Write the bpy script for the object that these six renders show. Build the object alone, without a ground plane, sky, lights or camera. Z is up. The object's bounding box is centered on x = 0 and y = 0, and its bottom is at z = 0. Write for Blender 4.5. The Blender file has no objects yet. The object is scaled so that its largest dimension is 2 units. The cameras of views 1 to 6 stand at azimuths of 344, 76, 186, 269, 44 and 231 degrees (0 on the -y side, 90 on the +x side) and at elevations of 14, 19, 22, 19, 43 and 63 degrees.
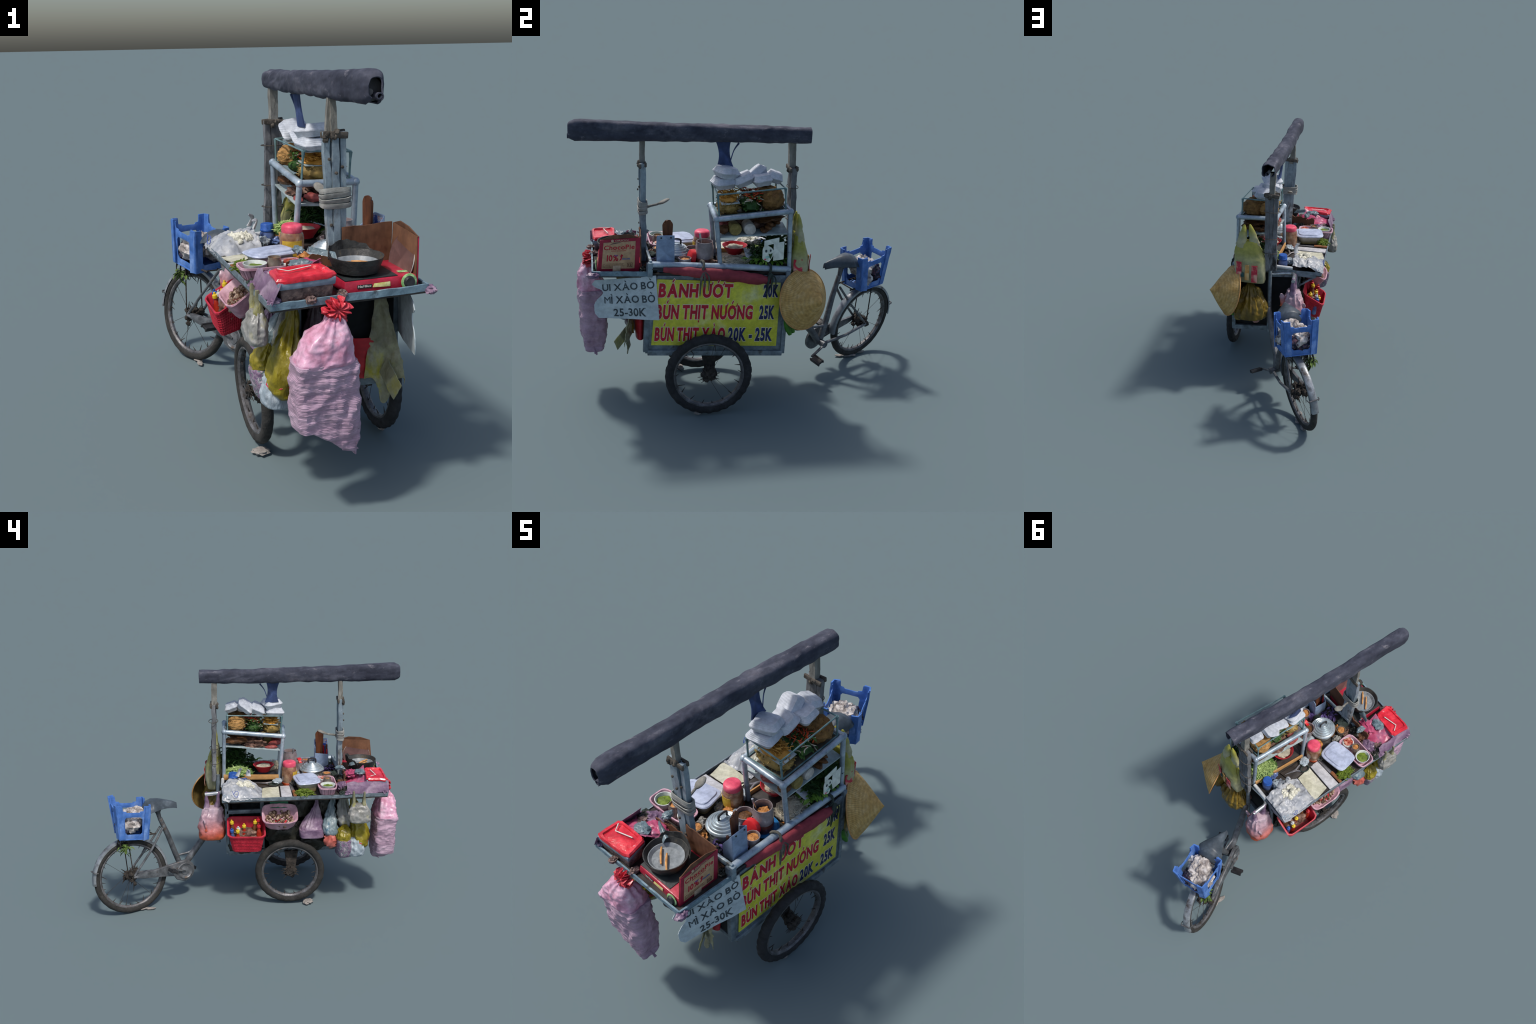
import bpy, bmesh, math, random
from mathutils import Vector, Matrix, Quaternion, noise
V = Vector
pi = math.pi
rnd = random.Random(7)

# ------------------------------------------------------------------ materials
def C(h):
    h = h.lstrip('#')
    f = lambda c: c / 12.92 if c <= .04045 else ((c + .055) / 1.055) ** 2.4
    return tuple(f(int(h[i:i + 2], 16) / 255) for i in (0, 2, 4)) + (1,)

def mat(name, cols, scale=12, detail=5, stretch=(1, 1, 1), rough=.6, metal=0., bump=.15, bscale=None,
        stain=None, spec=.35, coat=0., trans=0., translucent=None, axis=None, wobble=.15, kind='noise', dist=.0, rand=0., bands=None, mottle=.30):
    """cols: list of (position, hex).  stain: list of (hex, scale, lo, hi) blotch layers.
    axis: 'X','Y','Z' -> the ramp follows the piece's own Generated axis, disturbed by noise."""
    m = bpy.data.materials.new(name)
    m.use_nodes = True
    nt = m.node_tree
    N, L = nt.nodes, nt.links
    bs = N['Principled BSDF']
    tc = N.new('ShaderNodeTexCoord')
    mp = N.new('ShaderNodeMapping')
    mp.inputs['Scale'].default_value = stretch
    L.new(tc.outputs['Object'], mp.inputs['Vector'])
    if isinstance(cols, str):
        cols = [(0, cols)]
    if kind == 'wave':
        nz = N.new('ShaderNodeTexWave')
        nz.inputs['Scale'].default_value = scale
        nz.inputs['Distortion'].default_value = dist
        nz.inputs['Detail'].default_value = 3
        fac = nz.outputs['Fac']
    elif kind == 'voronoi':
        nz = N.new('ShaderNodeTexVoronoi')
        nz.inputs['Scale'].default_value = scale
        fac = nz.outputs['Distance']
    else:
        nz = N.new('ShaderNodeTexNoise')
        nz.inputs['Scale'].default_value = scale
        nz.inputs['Detail'].default_value = detail
        nz.inputs['Roughness'].default_value = .6
        nz.inputs['Distortion'].default_value = dist
        fac = nz.outputs['Fac']
    L.new(mp.outputs['Vector'], nz.inputs['Vector'])
    if axis:
        sx = N.new('ShaderNodeSeparateXYZ')
        L.new(tc.outputs['Generated'], sx.inputs[0])
        ma = N.new('ShaderNodeMath'); ma.operation = 'MULTIPLY_ADD'
        L.new(fac, ma.inputs[0]); ma.inputs[1].default_value = wobble * 2; ma.inputs[2].default_value = -wobble
        ad = N.new('ShaderNodeMath'); ad.operation = 'ADD'; ad.use_clamp = True
        L.new(ma.outputs[0], ad.inputs[0]); L.new(sx.outputs[axis], ad.inputs[1])
        rampfac = ad.outputs[0]
    else:
        rampfac = fac
    cr = N.new('ShaderNodeValToRGB')
    e = cr.color_ramp.elements
    while len(e) < len(cols):
        e.new(.5)
    while len(e) > max(1, len(cols)):
        e.remove(e[-1])
    for el, (p, h) in zip(e, cols):
        el.position = p; el.color = C(h)
    L.new(rampfac, cr.inputs['Fac'])
    out = cr.outputs['Color']
    for (h, sc, lo, hi) in (stain or []):
        n2 = N.new('ShaderNodeTexNoise')
        n2.inputs['Scale'].default_value = sc; n2.inputs['Detail'].default_value = 6
        n2.inputs['Roughness'].default_value = .65
        L.new(mp.outputs['Vector'], n2.inputs['Vector'])
        r2 = N.new('ShaderNodeMapRange')
        r2.inputs['From Min'].default_value = lo; r2.inputs['From Max'].default_value = hi
        L.new(n2.outputs['Fac'], r2.inputs['Value'])
        mx = N.new('ShaderNodeMix'); mx.data_type = 'RGBA'
        L.new(r2.outputs['Result'], mx.inputs['Factor'])
        L.new(out, mx.inputs['A']); mx.inputs['B'].default_value = C(h)
        out = mx.outputs['Result']
    if rand:
        oi = N.new('ShaderNodeObjectInfo')
        hs = N.new('ShaderNodeHueSaturation')
        mr = N.new('ShaderNodeMapRange')
        mr.inputs['To Min'].default_value = 1 - rand; mr.inputs['To Max'].default_value = 1 + rand
        L.new(oi.outputs['Random'], mr.inputs['Value']); L.new(mr.outputs['Result'], hs.inputs['Value'])
        L.new(out, hs.inputs['Color']); out = hs.outputs['Color']
    if mottle:
        n3 = N.new('ShaderNodeTexNoise'); n3.inputs['Scale'].default_value = 34; n3.inputs['Detail'].default_value = 9; n3.inputs['Roughness'].default_value = .72
        L.new(tc.outputs['Object'], n3.inputs['Vector'])
        m3 = N.new('ShaderNodeMapRange'); m3.inputs['From Min'].default_value = .3; m3.inputs['From Max'].default_value = .7
        m3.inputs['To Min'].default_value = 1 - mottle; m3.inputs['To Max'].default_value = 1 + mottle * .45
        L.new(n3.outputs['Fac'], m3.inputs['Value'])
        h3 = N.new('ShaderNodeHueSaturation'); L.new(out, h3.inputs['Color']); L.new(m3.outputs['Result'], h3.inputs['Value']); out = h3.outputs['Color']
    L.new(out, bs.inputs['Base Color'])
    bs.inputs['Roughness'].default_value = rough
    bs.inputs['Metallic'].default_value = metal
    bs.inputs['Transmission Weight'].default_value = trans
    bs.inputs['Specular IOR Level'].default_value = spec
    bs.inputs['Coat Weight'].default_value = coat or (.25 if translucent else 0)
    bs.inputs['Coat Roughness'].default_value = .2
    if bump:
        nb = N.new('ShaderNodeTexNoise')
        nb.inputs['Scale'].default_value = bscale or scale * 4
        nb.inputs['Detail'].default_value = 4
        L.new(mp.outputs['Vector'], nb.inputs['Vector'])
        bp = N.new('ShaderNodeBump')
        bp.inputs['Strength'].default_value = bump; bp.inputs['Distance'].default_value = .01
        L.new(nb.outputs['Fac'], bp.inputs['Height'])
        L.new(bp.outputs['Normal'], bs.inputs['Normal'])
    if bands:            # fine level ridges (stacked sheets, woven palm): scale, strength
        wv = N.new('ShaderNodeTexWave'); wv.wave_type = 'BANDS'; wv.bands_direction = 'Z'
        wv.inputs['Scale'].default_value = bands[0]; wv.inputs['Distortion'].default_value = 2.5
        wv.inputs['Detail'].default_value = 2; wv.inputs['Detail Scale'].default_value = .4
        L.new(tc.outputs['Object'], wv.inputs['Vector'])
        b2 = N.new('ShaderNodeBump'); b2.inputs['Strength'].default_value = bands[1]; b2.inputs['Distance'].default_value = .004
        L.new(wv.outputs['Fac'], b2.inputs['Height'])
        if bump: L.new(bp.outputs['Normal'], b2.inputs['Normal'])
        L.new(b2.outputs['Normal'], bs.inputs['Normal'])
    if translucent:
        tr = N.new('ShaderNodeBsdfTranslucent')
        L.new(out, tr.inputs['Color'])
        ms = N.new('ShaderNodeMixShader'); ms.inputs['Fac'].default_value = translucent
        L.new(bs.outputs[0], ms.inputs[1]); L.new(tr.outputs[0], ms.inputs[2])
        L.new(ms.outputs[0], N['Material Output'].inputs['Surface'])
    return m

M = {}
def defmat(key, *a, **k):
    M[key] = mat(key, *a, **k)

# ------------------------------------------------------------------ object helpers
PARENT = None
COL = bpy.context.scene.collection

def thing(name, at, label, category):
    """a top-level Empty at the foot of a thing"""
    global PARENT
    o = bpy.data.objects.new(name, None)
    o.location = at
    o.empty_display_size = .02
    o['label'] = label; o['category'] = category
    COL.objects.link(o)
    PARENT = o
    return o

def wpos(o):
    p = V((0, 0, 0))
    while o:
        p = p + o.location; o = o.parent
    return p

def link(o, parent):
    COL.objects.link(o)
    if parent:
        o.parent = parent
    return o

def put(name, verts, faces, m, parent='cur', smooth=True, angle=40, label=None, category=None, stuff=False):
    """mesh object from world-space vertices, own origin at its middle"""
    if parent == 'cur':
        parent = PARENT
    lo = V((min(v[i] for v in verts) for i in range(3)))
    hi = V((max(v[i] for v in verts) for i in range(3)))
    c = (lo + hi) / 2
    me = bpy.data.meshes.new(name)
    me.from_pydata([tuple(V(v) - c) for v in verts], [], faces)
    bm = bmesh.new(); bm.from_mesh(me)
    bmesh.ops.recalc_face_normals(bm, faces=bm.faces)
    bm.to_mesh(me); bm.free()
    ms = m if isinstance(m, (list, tuple)) else [m]
    for x in ms:
        me.materials.append(M[x] if isinstance(x, str) else x)
    if smooth:
        me.shade_smooth()
        me.set_sharp_from_angle(angle=math.radians(angle))
    o = bpy.data.objects.new(name, me)
    link(o, parent)
    o.location = c - wpos(parent) if parent else c
    if label:
        o['label'] = label; o['category'] = category
    if stuff:
        o['kind'] = 'stuff'
    return o

def twin(o, name, at, rot=(0, 0, 0), sc=1, parent=None):
    """copy sharing the mesh, its middle at world point"""
    c = o.copy(); c.name = name
    COL.objects.link(c)
    c.parent = parent or o.parent
    c.location = V(at) - wpos(c.parent)
    c.rotation_euler = rot
    c.scale = (sc, sc, sc) if not isinstance(sc, (tuple, list)) else sc
    return c

class Geo:
    """accumulates several shapes into one mesh"""
    def __init__(s): s.v = []; s.f = []
    def add(s, v, f):
        b = len(s.v); s.v += [V(p) for p in v]; s.f += [tuple(i + b for i in q) for q in f]; return s
    def put(s, name, m, **k): return put(name, s.v, s.f, m, **k)

def rings_mesh(rings, closed_ring=True, caps=True, loop=False):
    n = len(rings[0]); v = [p for r in rings for p in r]; f = []
    R = len(rings)
    for i in range(R if loop else R - 1):
        a = i * n; b = ((i + 1) % R) * n
        for j in range(n if closed_ring else n - 1):
            k = (j + 1) % n
            f.append((a + j, a + k, b + k, b + j))
    if caps and not loop:
        f.append(tuple(range(n))[::-1]); f.append(tuple((R - 1) * n + j for j in range(n)))
    return v, f

def frame_of(t, up=V((0, 0, 1))):
    t = V(t).normalized()
    if abs(t.dot(up)) > .95:
        up = V((0, 1, 0)) if abs(t.y) < .9 else V((1, 0, 0))
    u = up.cross(t).normalized()
    return u, t.cross(u).normalized()

def smooth_path(pts, sub=6, closed=False):
    pts = [V(p) for p in pts]
    if len(pts) < 3: return pts
    out = []; n = len(pts)
    for i in range(n if closed else n - 1):
        if closed:
            p0, p1, p2, p3 = pts[(i - 1) % n], pts[i], pts[(i + 1) % n], pts[(i + 2) % n]
        else:
            p0, p1, p2, p3 = pts[max(i - 1, 0)], pts[i], pts[i + 1], pts[min(i + 2, n - 1)]
        for k in range(sub):
            t = k / sub
            out.append(.5 * ((2 * p1) + (p2 - p0) * t + (2 * p0 - 5 * p1 + 4 * p2 - p3) * t * t + (3 * p1 - p0 - 3 * p2 + p3) * t ** 3))
    if not closed: out.append(pts[-1])
    return out

def tube_g(pts, r, n=12, flat=None, caps=True, loop=False, up=None, rough=0, seed=0):
    """tube geometry along points. r number or list; flat=(a,b) scales the two section axes"""
    pts = [V(p) for p in pts]
    R = r if isinstance(r, (list, tuple)) else [r] * len(pts)
    if len(R) != len(pts):
        R = [lerp_list(R, i / (len(pts) - 1)) for i in range(len(pts))]
    a, b = flat or (1, 1)
    rings = []; u = None
    for i, p in enumerate(pts):
        if loop: t = pts[(i + 1) % len(pts)] - pts[i - 1]
        else: t = pts[min(i + 1, len(pts) - 1)] - pts[max(i - 1, 0)]
        t.normalize()
        if u is None: u, w = frame_of(t, up or V((0, 0, 1)))
        else:
            u = (u - t * u.dot(t)).normalized(); w = t.cross(u)
        ring = []
        for k in range(n):
            th = 2 * pi * k / n
            q = u * math.cos(th) * a + w * math.sin(th) * b
            rr = R[i]
            if rough: rr *= 1 + rough * noise.noise((p + q * R[i]) * 40 + V((seed, 0, 0)))
            ring.append(p + q * rr)
        rings.append(ring)
    return rings_mesh(rings, caps=caps, loop=loop)

def lerp_list(L, t):
    x = t * (len(L) - 1); i = min(int(x), len(L) - 2)
    return L[i] + (L[i + 1] - L[i]) * (x - i)

def tube(name, pts, r, m, **k):
    kk = {q: k.pop(q) for q in ('n', 'flat', 'caps', 'loop', 'up', 'rough', 'seed') if q in k}
    v, f = tube_g(pts, r, **kk)
    return put(name, v, f, m, **k)

def box_g(c, size, R=None, bev=.003, seg=2, taper=1.0):
    bm = bmesh.new()
    bmesh.ops.create_cube(bm, size=1)
    for v in bm.verts:
        s = taper if v.co.z < 0 else 1
        v.co = V((v.co.x * size[0] * s, v.co.y * size[1] * s, v.co.z * size[2]))
    if bev:
        bmesh.ops.bevel(bm, geom=bm.edges[:], offset=min(bev, min(size) * .45), segments=seg, affect='EDGES', profile=.5)
    Mx = Matrix.Translation(V(c)) @ (R.to_4x4() if R else Matrix.Identity(4))
    bm.verts.ensure_lookup_table()
    v = [Mx @ x.co for x in bm.verts]; f = [tuple(q.index for q in x.verts) for x in bm.faces]
    bm.free()
    return v, f

def RZ(a): return Matrix.Rotation(math.radians(a), 3, 'Z')
def RX(a): return Matrix.Rotation(math.radians(a), 3, 'X')
def RY(a): return Matrix.Rotation(math.radians(a), 3, 'Y')

def box(name, c, size, m, R=None, bev=.003, taper=1.0, **k):
    v, f = box_g(c, size, R, bev, taper=taper)
    return put(name, v, f, m, **k)

def hexa(quad_lo, quad_hi, bev=.002):
    """six-sided block from two corner quads, bevelled"""
    bm = bmesh.new()
    vs = [bm.verts.new(V(p)) for p in list(quad_lo) + list(quad_hi)]
    for q in ((3, 2, 1, 0), (4, 5, 6, 7), (0, 1, 5, 4), (1, 2, 6, 5), (2, 3, 7, 6), (3, 0, 4, 7)):
        bm.faces.new([vs[i] for i in q])
    if bev: bmesh.ops.bevel(bm, geom=bm.edges[:], offset=bev, segments=2, affect='EDGES', profile=.5)
    bm.verts.index_update()
    v = [x.co.copy() for x in bm.verts]; f = [tuple(q.index for q in x.verts) for x in bm.faces]
    bm.free(); return v, f

def plate_g(quad, th, bev=.001):
    """flat plate through 4 corners, thickness th"""
    q = [V(p) for p in quad]
    n = (q[2] - q[0]).cross(q[3] - q[1]).normalized() * th / 2
    return hexa([p - n for p in q], [p + n for p in q], bev)

def plate(name, quad, th, m, bev=.001, **k):
    v, f = plate_g(quad, th, bev); return put(name, v, f, m, **k)

def lathe_g(prof, n=32, c=(0, 0, 0), ax=(0, 0, 1), closed=False, mod=None, squash=(1, 1)):
    ax = V(ax).normalized(); u, w = frame_of(ax, V((0, 1, 0)))
    c = V(c); rings = []
    for i, (r, z) in enumerate(prof):
        ring = []
        for k in range(n):
            th = 2 * pi * k / n
            rr = max(r, 1e-5) * (mod(i, th) if mod else 1)
            ring.append(c + ax * z + u * math.cos(th) * rr * squash[0] + w * math.sin(th) * rr * squash[1])
        rings.append(ring)
    return rings_mesh(rings, caps=not closed, loop=closed)

def lathe(name, prof, m, **k):
    kk = {q: k.pop(q) for q in ('n', 'c', 'ax', 'closed', 'mod', 'squash') if q in k}
    v, f = lathe_g(prof, **kk); return put(name, v, f, m, **k)

def fbm(p, seed=0, oct=3):
    s = 0; a = 1; p = V(p) + V((seed * 7.3, seed * 3.1, seed * 1.7))
    for i in range(oct):
        s += a * noise.noise(p); p = p * 2.03; a *= .5
    return s

def crease(p, seed=0):
    """sharp-folded film: facets with ridges"""
    p = V(p) + V((seed * 5.1, seed * 2.3, seed * .7))
    return (1 - 2 * abs(noise.noise(p))) * .6 + (1 - 2 * abs(noise.noise(p * 2.1))) * .3 - .3

def shell_g(P, nu, nv, th):
    """thick sheet from grid function P(u,v) -> Vector, u,v in 0..1"""
    g = [[P(i / (nu - 1), j / (nv - 1)) for j in range(nv)] for i in range(nu)]
    def nrm(i, j):
        a = g[min(i + 1, nu - 1)][j] - g[max(i - 1, 0)][j]; b = g[i][min(j + 1, nv - 1)] - g[i][max(j - 1, 0)]
        n = a.cross(b); return n.normalized() if n.length > 1e-12 else V((0, 0, 1))
    v = []; f = []
    for s in (.5, -.5):
        for i in range(nu):
            for j in range(nv): v.append(g[i][j] + nrm(i, j) * th * s)
    o = nu * nv; I = lambda i, j: i * nv + j
    for i in range(nu - 1):
        for j in range(nv - 1):
            f.append((I(i, j), I(i + 1, j), I(i + 1, j + 1), I(i, j + 1)))
            f.append((o + I(i, j), o + I(i, j + 1), o + I(i + 1, j + 1), o + I(i + 1, j)))
    for i in range(nu - 1):
        f.append((I(i, 0), o + I(i, 0), o + I(i + 1, 0), I(i + 1, 0)))
        f.append((I(i, nv - 1), I(i + 1, nv - 1), o + I(i + 1, nv - 1), o + I(i, nv - 1)))
    for j in range(nv - 1):
        f.append((I(0, j), I(0, j + 1), o + I(0, j + 1), o + I(0, j)))
        f.append((I(nu - 1, j), o + I(nu - 1, j), o + I(nu - 1, j + 1), I(nu - 1, j + 1)))
    return v, f

def shell(name, P, nu, nv, th, m, **k):
    v, f = shell_g(P, nu, nv, th); return put(name, v, f, m, **k)

def bag_g(secs, n=56, rows=40, seed=0, amp=.006, freq=30, fold=.0, nf=9, pw=2.4):
    """bag: stack of soft rectangles. secs: (x,y,z, half_u, half_v, yaw_deg, foldiness)"""
    rings = []
    for i in range(rows + 1):
        t = i / rows * (len(secs) - 1); k = min(int(t), len(secs) - 2); f = t - k
        P = [secs[max(k - 1, 0)], secs[k], secs[k + 1], secs[min(k + 2, len(secs) - 1)]]
        s = []
        for a in range(7):
            p0, p1, p2, p3 = (q[a] for q in P)
            x = .5 * (2 * p1 + (p2 - p0) * f + (2 * p0 - 5 * p1 + 4 * p2 - p3) * f * f + (3 * p1 - p0 - 3 * p2 + p3) * f ** 3)
            if a in (3, 4): x = max(x, .002)
            s.append(x)
        c = V(s[:3]); ya = math.radians(s[5])
        u = V((math.cos(ya), math.sin(ya), 0)); w = V((-math.sin(ya), math.cos(ya), 0))
        ring = []
        edge = min(1, min(i, rows - i) / 3)
        for j in range(n):
            th = 2 * pi * j / n
            ct, st = math.cos(th), math.sin(th)
            q = (abs(ct) ** pw + abs(st) ** pw) ** (-1 / pw)
            fo = 1 + s[6] * math.sin(nf * th + seed + 1.3 * math.sin(3 * th + seed)) * (.7 + .6 * noise.noise(V((ct * 2, st * 2, seed))))
            p = c + (u * ct * s[3] + w * st * s[4]) * q * fo
            d = (u * ct * s[4] + w * st * s[3]); d.normalize()
            h = amp * edge * (crease(p * freq, seed) + .8 * fbm(p * freq * .45, seed + 3, 2))
            ring.append(p + d * h + V((0, 0, h * .4)))
        rings.append(ring)
    return rings_mesh(rings)

def bag(name, secs, m, **k):
    k['amp'] = k.get('amp', .006) * 1.3; secs = [q[:6] + (q[6] * 1.25,) for q in secs]
    kk = {q: k.pop(q) for q in ('n', 'rows', 'seed', 'amp', 'freq', 'nf', 'pw') if q in k}
    v, f = bag_g(secs, **kk); k.setdefault('angle', 50); return put(name, v, f, m, **k)

def lump_g(c, r, seed=0, amp=.25, freq=2.2, n=24, flatten=0., R=None, cr=0.):
    """uneven lump: displaced ellipsoid"""
    rings = []
    m = n // 2
    for i in range(m + 1):
        ph = -pi / 2 + pi * i / m
        ring = []
        for j in range(n):
            th = 2 * pi * j / n
            d = V((math.cos(ph) * math.cos(th), math.cos(ph) * math.sin(th), math.sin(ph)))
            s = 1 + amp * fbm(d * freq, seed, 3) + (cr * crease(d * freq * 1.5, seed) if cr else 0)
            if i in (0, m): s = 1
            p = V((d.x * r[0], d.y * r[1], d.z * r[2])) * s
            if flatten and p.z < -flatten * r[2]: p.z = -flatten * r[2]
            if R: p = R @ p
            ring.append(V(c) + p)
        rings.append(ring)
    return rings_mesh(rings)

def lump(name, c, r, m, **k):
    kk = {q: k.pop(q) for q in ('seed', 'amp', 'freq', 'n', 'flatten', 'R', 'cr') if q in k}
    v, f = lump_g(c, r, **kk); return put(name, v, f, m, **k)

def strands_g(n, where, length, r, seed=0, curl=1., up=.0, sides=4, seg=5, flat=None):
    """many bent strips (noodles, shoots, shreds); where(rng)->(point)"""
    R = random.Random(seed); g = Geo()
    for i in range(n):
        p = V(where(R)); a = R.uniform(0, 2 * pi); el = R.uniform(-.25, .3) + up
        d = V((math.cos(a) * math.cos(el), math.sin(a) * math.cos(el), math.sin(el)))
        L = length * R.uniform(.6, 1.3); pts = [p - d * L / 2]
        k = R.uniform(-1, 1) * curl
        for s in range(seg):
            d = (Matrix.Rotation(k / seg * 2, 3, 'Z') @ d); d.z += R.uniform(-.15, .15); d.normalize()
            pts.append(pts[-1] + d * L / seg)
        v, f = tube_g(pts, [r * .6] + [r] * (seg - 1) + [r * .4], n=sides, flat=flat)
        g.add(v, f)
    return g

def leaves_g(n, where, size, seed=0, up=.4, width=.45):
    """small folded leaves with thickness"""
    R = random.Random(seed); g = Geo()
    for i in range(n):
        p = V(where(R)); a = R.uniform(0, 2 * pi); el = R.uniform(-.5, .8) * up + up * .3
        d = V((math.cos(a) * math.cos(el), math.sin(a) * math.cos(el), math.sin(el)))
        s, w = frame_of(d); L = size * R.uniform(.6, 1.4); W = L * width; droop = R.uniform(.1, .6)
        v = []; f = []
        prof = [(0, .08), (.25, .8), (.55, 1), (.8, .6), (1, .05)]
        for t, q in prof:
            c = p + d * L * t - V((0, 0, droop * L * t * t))
            for sgn, dz in ((-1, .25), (0, 0), (1, .25)):
                v.append(c + s * sgn * W * q * .5 + w * dz * W * q)
        nn = len(v)
        v += [q - w * size * .02 for q in v]
        for k in range(len(prof) - 1):
            for j in range(2):
                q = k * 3 + j
                f.append((q, q + 1, q + 4, q + 3)); f.append((nn + q, nn + q + 3, nn + q + 4, nn + q + 1))
            f.append((k * 3, k * 3 + 3, nn + k * 3 + 3, nn + k * 3)); f.append((k * 3 + 2, nn + k * 3 + 2, nn + k * 3 + 5, k * 3 + 5))
        g.add(v, f)
    return g

HORN = {'Ư': 'U', 'Ơ': 'O', 'Ớ': 'O', 'Ợ': 'O', 'ư': 'u', 'ơ': 'o'}
ACUTE = 'ÁÚỚ'; GRAVE = 'ÀÒÌ'; DOT = 'Ị'
PLAIN = {'Á': 'A', 'À': 'A', 'Ú': 'U', 'Ò': 'O', 'Ì': 'I', 'Ị': 'I', 'Ê': 'E', 'Ố': 'O'}
GLYPH = {}
def glyph(ch, bold):
    """flat outline mesh of one character of the built-in font"""
    k = (ch, round(bold, 4))
    if k not in GLYPH:
        cu = bpy.data.curves.new('glyph', 'FONT'); cu.body = ch; cu.offset = bold; cu.extrude = .02; cu.resolution_u = 3
        tmp = bpy.data.objects.new('glyph', cu); COL.objects.link(tmp)
        me = bpy.data.meshes.new_from_object(tmp.evaluated_get(bpy.context.evaluated_depsgraph_get()))
        bpy.data.objects.remove(tmp)
        GLYPH[k] = ([v.co.copy() for v in me.vertices], [tuple(p.vertices) for p in me.polygons])
        bpy.data.meshes.remove(me); bpy.data.curves.remove(cu)
    return GLYPH[k]

def letters(name, body, quad, s0, s1, t0, cap, m, parent, th=.002, bold=.012, lift=.002, grow=0., t1=None, serif=0., surf=None):
    """lettering laid on a quad (bl, br, tr, tl): baseline from (s0,t0) to (s1,t1), cap height in t"""
    t1 = t0 if t1 is None else t1
    vs = []; fs = []; x = 0; e = bold + grow
    def add(v, f):
        o = len(vs); vs.extend(v); fs.extend(tuple(i + o for i in q) for q in f)
    def stroke(pts, w):
        for p, q in zip(pts, pts[1:]):
            p, q = V((*p, 0)), V((*q, 0)); d = (q - p).normalized(); n = V((-d.y, d.x, 0)) * (w + grow)
            p = p - d * grow; q = q + d * grow
            v = [p - n, q - n, q + n, p + n]
            add([a + V((0, 0, -.02)) for a in v] + [a + V((0, 0, .02)) for a in v], [(3, 2, 1, 0), (4, 5, 6, 7), (0, 1, 5, 4), (1, 2, 6, 5), (2, 3, 7, 6), (3, 0, 4, 7)])
    for ch in body:
        if ch == ' ':
            x += .26; continue
        base = HORN.get(ch, PLAIN.get(ch, ch))
        v, f = glyph(base, min(e, 0) if base == 'M' else e)
        lo = min(p.x for p in v) + grow; hi = max(p.x for p in v) - grow
        add([p + V((x - lo, 0, 0)) for p in v], f)
        w = hi - lo; mid = x + w / 2
        if serif:
            for yy in (.0, .70):
                if base in 'IXAKU' and not (base == 'A' and yy > .1):
                    ends = {'I': (.5,), 'U': (.12, .88), 'A': (.06, .94), 'K': (.12, .86), 'N': (.1, .9), 'M': (.08, .92), 'X': (.14, .86)}[base]
                    for q in ends:
                        if base == 'U' and yy < .1: continue
                        c = x + w * q; stroke([(c - .09, yy + (.014 if yy < .1 else -.014)), (c + .09, yy + (.014 if yy < .1 else -.014))], .016)
        if ch in HORN: stroke([(x + w - .10, .66), (x + w + .02, .70), (x + w + .05, .83)], .035)
        if ch in ACUTE: stroke([(mid - .06, .80), (mid + .07, .96)], .045)
        if ch in GRAVE: stroke([(mid + .06, .80), (mid - .07, .96)], .04)
        if ch in DOT: stroke([(mid - .055, -.15), (mid + .055, -.15)], .055)
        x += w + .085
    x0 = 0; x1 = x - .085
    bl, br, tr, tl = (V(q) for q in quad)
    n = (br - bl).cross(tl - bl).normalized()
    out = []
    for v in vs:
        a = (v.x - x0) / (x1 - x0)
        s = s0 + (s1 - s0) * a; t = t0 + (t1 - t0) * a + cap * v.y / .70
        p = surf(s, t) if surf else bl * (1 - s) * (1 - t) + br * s * (1 - t) + tr * s * t + tl * (1 - s) * t
        out.append(p + n * (lift + (v.z + .02) / .04 * th))
    return put(name, out, fs, m, parent=parent, smooth=False)

def on_quad(quad, s, t, lift=0):
    bl, br, tr, tl = (V(q) for q in quad)
    n = (br - bl).cross(tl - bl).normalized()
    return bl * (1 - s) * (1 - t) + br * s * (1 - t) + tr * s * t + tl * (1 - s) * t + n * lift

# ------------------------------------------------------------------ palette
defmat('awning_cloth', [(.3, '#2b2e3c'), (.5, '#434654'), (.7, '#61636f')], scale=9, stretch=(1, .55, 1), rough=.85, bump=.25,
       stain=[('#6f6c76', 8, .55, .72), ('#85838b', 34, .6, .8), ('#232533', 6, .56, .7)])
defmat('awning_end', [(.3, '#6f6d6c'), (.7, '#45454c')], scale=20, rough=.8)
defmat('painted_steel', [(.25, '#6d7880'), (.5, '#8fa0aa'), (.75, '#b4c4cc')], scale=14, stretch=(1, 1, .35), rough=.5, metal=.15, bump=.15,
       stain=[('#5a5650', 14, .56, .7), ('#d0d8da', 20, .6, .72), ('#3a3a3c', 30, .62, .74)])
defmat('bamboo_grey', [(.25, '#5b5a55'), (.5, '#85837c'), (.75, '#a9a8a0')], scale=16, stretch=(1, 1, .3), rough=.7, stain=[('#3c3a36', 14, .55, .7)])
defmat('old_wood_grey', [(.25, '#4c4d50'), (.5, '#707275'), (.8, '#9c9fa3')], scale=18, stretch=(1, 1, .3), rough=.85, bump=.3, stain=[('#2e2c29', 14, .58, .7)])
defmat('clamp_rust', [(.3, '#37332f'), (.7, '#6a635a')], scale=30, rough=.8, bump=.3)
defmat('grey_tape', [(.3, '#84857f'), (.7, '#aaaba6')], scale=30, stretch=(1, 1, 4), rough=.6)
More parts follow.
